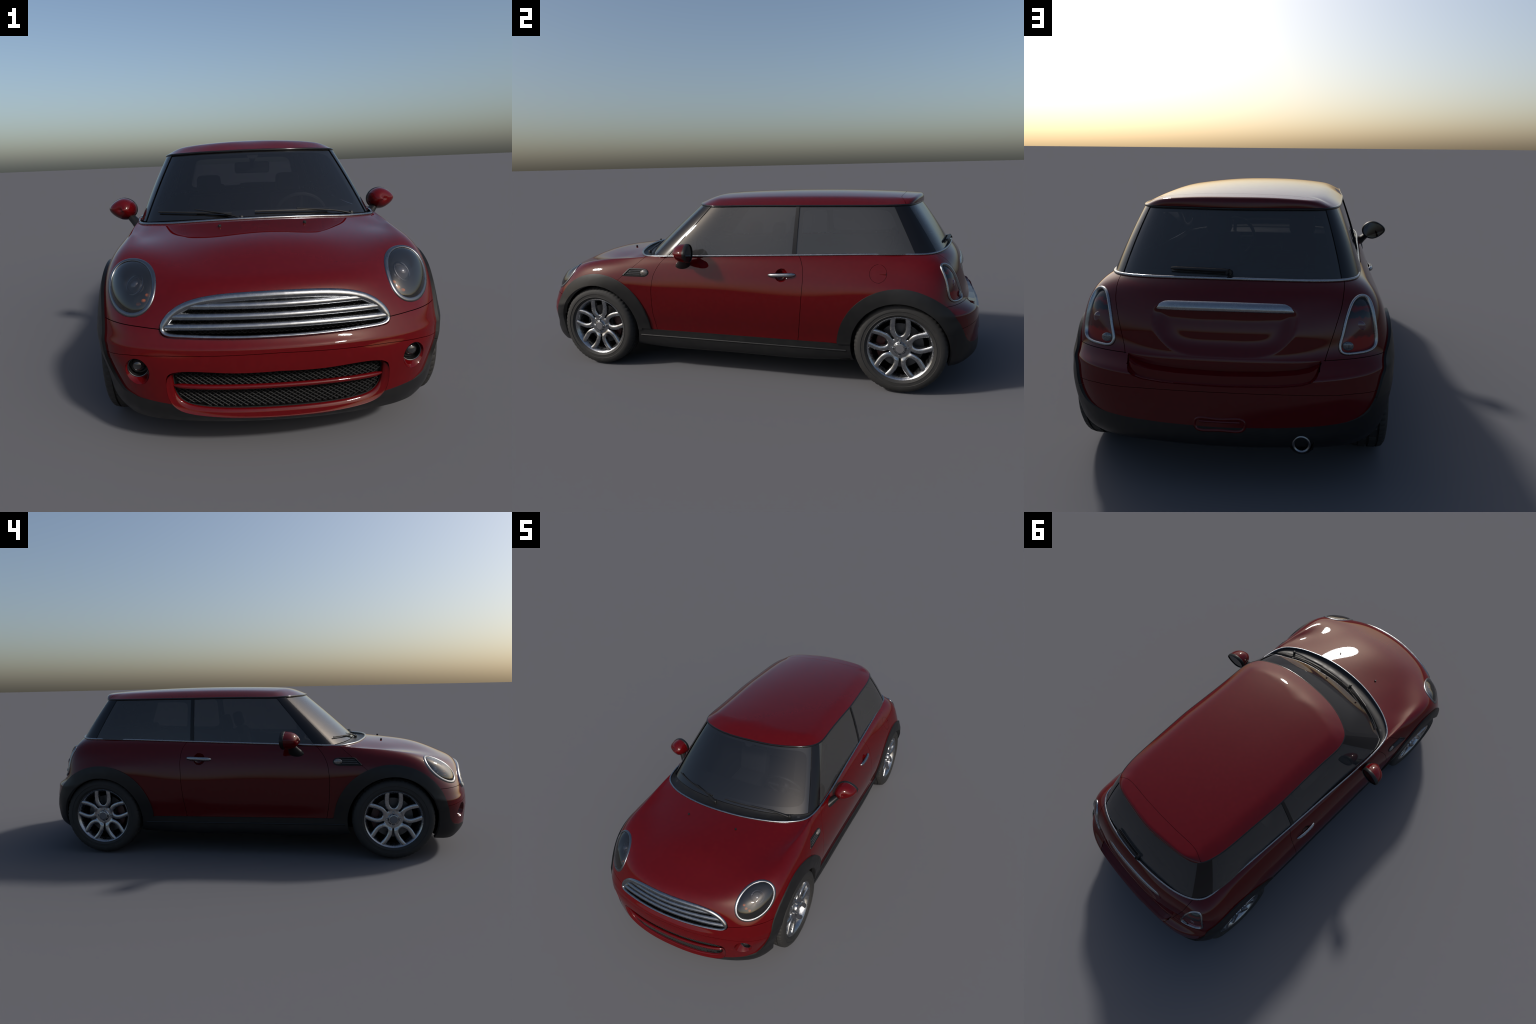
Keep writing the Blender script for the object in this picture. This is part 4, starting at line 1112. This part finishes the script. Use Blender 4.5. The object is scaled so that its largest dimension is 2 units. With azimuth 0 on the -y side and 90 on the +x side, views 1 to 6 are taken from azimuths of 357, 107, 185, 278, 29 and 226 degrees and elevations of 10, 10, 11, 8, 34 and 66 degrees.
for t, wy, wx in ((-.15, .038, .019), (.0, .038, .019), (.12, .034, .018), (.45, .026, .015), (1.0, .020, .012), (1.25, .018, .010)):
    c = foot0+(foot1-foot0)*t; ft.append([c+np.array([wx*math.cos(q)*.8, wy*math.sin(q)*.95, -wx*math.cos(q)*.6]) for q in np.arange(24)*2*math.pi/24])
g.grid(np.array(ft), True).cap(np.array(ft[0])).cap(np.array(ft[-1]))
mp.append(g.build('mirror_foot', PLASTIC, CAR, angle=50))
cps = [mirror_copy(o) for o in mp]
for o in mp: to_local(o, mir)
m2 = empty('side_mirror', (-.456, -.17, .528), CAR)
for o in cps: to_local(o, m2)

# raised rib along the sills
P = np.array([side_pt(yy, .150)[0]+np.array([.002, 0, 0]) for yy in np.linspace(-.425, .485, 60)])
o = Geo().tube(P, .0042, 8, squash=.9).build('sill_rib', PLASTIC, CAR); mirror_copy(o)

# ------------------------------------------------------------------ cabin and underside
inner = both_sides(gl_low[None])[0]
def scaled(sx, sy, z, y0=.17): return np.array([(x*sx, y0+(y-y0)*sy, z) for x, y, _ in inner])
tub = Geo().grid(np.array([inner-np.array([0, 0, .006]), scaled(.965, .96, .49), scaled(.95, .93, .30), scaled(.92, .88, .16)]), True).cap(scaled(.92, .88, .16))
tub.build('cabin_tub', CABIN, CAR, angle=40)
g = Geo(); g.box((0, -.34, .455), (.345, .075, .040)); g.box((0, -.30, .36), (.34, .06, .07)); g.build('dashboard', CABIN, CAR, bevel=.015)
def seat(x, y, name):
    s = empty(name, (x, y, .2), CAR)
    rot = np.array(Matrix.Rotation(math.radians(-14), 3, 'X'))
    to_local(Geo().box((x, y-.06, .275), (.085, .12, .045)).build('seat_cushion', CLOTH, CAR, bevel=.025), s)
    to_local(Geo().box((x, y+.075, .425), (.085, .032, .13), rot).build('seat_back', CLOTH, CAR, bevel=.026), s)
    to_local(Geo().box((x, y+.115, .590), (.050, .022, .040), rot).build('headrest', CLOTH, CAR, bevel=.018), s)
    g = Geo()
    for d in (-.022, .022): g.tube(np.array([(x+d, y+.107, .545), (x+d, y+.114, .59)]), .004, 8, up=(0, 1, 0))
    to_local(g.build('headrest_post', STEEL, CAR), s)
seat(.165, .03, 'seat'); seat(-.165, .03, 'seat')
rb = empty('bench_seat', (0, .5, .25), CAR); rot = np.array(Matrix.Rotation(math.radians(-20), 3, 'X'))
to_local(Geo().box((0, .43, .29), (.28, .11, .05)).build('seat_cushion', CLOTH, CAR, bevel=.025), rb)
to_local(Geo().box((0, .575, .42), (.28, .03, .11), rot).build('seat_back', CLOTH, CAR, bevel=.02), rb)
for x in (-.15, .15): to_local(Geo().box((x, .62, .545), (.055, .018, .030), rot).build('headrest', CLOTH, CAR, bevel=.015), rb)
Geo().box((0, .72, .470), (.29, .085, .008)).build('parcel_shelf', CABIN, CAR, bevel=.004)
# steering wheel
sw = empty('steering_wheel', (.165, -.205, .47), CAR); ax_ = unit(np.array([0, .90, .42])); e1 = np.array([1., 0, 0]); e2 = np.cross(ax_, e1); c0 = np.array([.165, -.205, .475])
q = np.array([c0+.092*(math.cos(t)*e1+math.sin(t)*e2) for t in np.arange(40)*2*math.pi/40])
g = Geo().tube(q, .0075, 8, closed=True, up=tuple(ax_))
for t in (.0, math.pi, 1.5*math.pi): g.tube(np.array([c0, c0+.09*(math.cos(t)*e1+math.sin(t)*e2)]), .008, 8, up=tuple(ax_))
g.ball(c0, (.03, .02, .03), 16, 10); g.tube(np.array([c0, c0-ax_*.12]), .015, 10)
to_local(g.build('steering_rim', CABIN, CAR), sw)
# interior mirror
im = empty('interior_mirror', (0, -.17, .66), CAR)
to_local(Geo().box((0, -.175, .658), (.062, .010, .020)).build('mirror_body', RUBBER_TRIM, CAR, bevel=.008), im)
to_local(Geo().tube(np.array([(0, -.185, .662), (0, -.215, .690), (0, -.235, .705)]), [.008, .010, .022], 10, up=(1, 0, 0)).build('mirror_stalk', RUBBER_TRIM, CAR), im)

# floor pan, from bumper to bumper between the wheels
fl = Geo(); ring = BODY[0]
def pan(y0, y1, hw, z): fl.add([(-hw, y0, z), (hw, y0, z), (hw, y1, z), (-hw, y1, z), (-hw, y0, z+.05), (hw, y0, z+.05), (hw, y1, z+.05), (-hw, y1, z+.05)], [(0,1,2,3),(4,7,6,5),(0,4,5,1),(1,5,6,2),(2,6,7,3),(3,7,4,0)])
pan(-.84, .90, .284, .105); pan(-.43, .50, .405, .108)
fl.build('floor_pan', DARK, CAR, smooth=False, angle=None)
inn = ring*np.array([.985, .985, 1])+np.array([0, 0, .004]); keep = lambda P: P
fr = np.array([p for p in ring if p[1] < -.83]); fr = fr[np.argsort(fr[:, 0])]
Geo().grid(np.array([fr+np.array([0, 0, .001]), [(p[0]*.9, -.80, .105) for p in fr]])).build('undertray', PLASTIC, CAR)
rrg = np.array([p for p in ring if p[1] > .87]); rrg = rrg[np.argsort(rrg[:, 0])]
Geo().grid(np.array([rrg+np.array([0, 0, .001]), [(p[0]*.9, .84, .125) for p in rrg]])).build('undertray', PLASTIC, CAR)
for sx in (-1, 1): Geo().box((sx*.262, -.862, .080), (.034, .012, .014)).build('air_deflector', RUBBER_TRIM, CAR, bevel=.003)
bpy.context.view_layer.update()
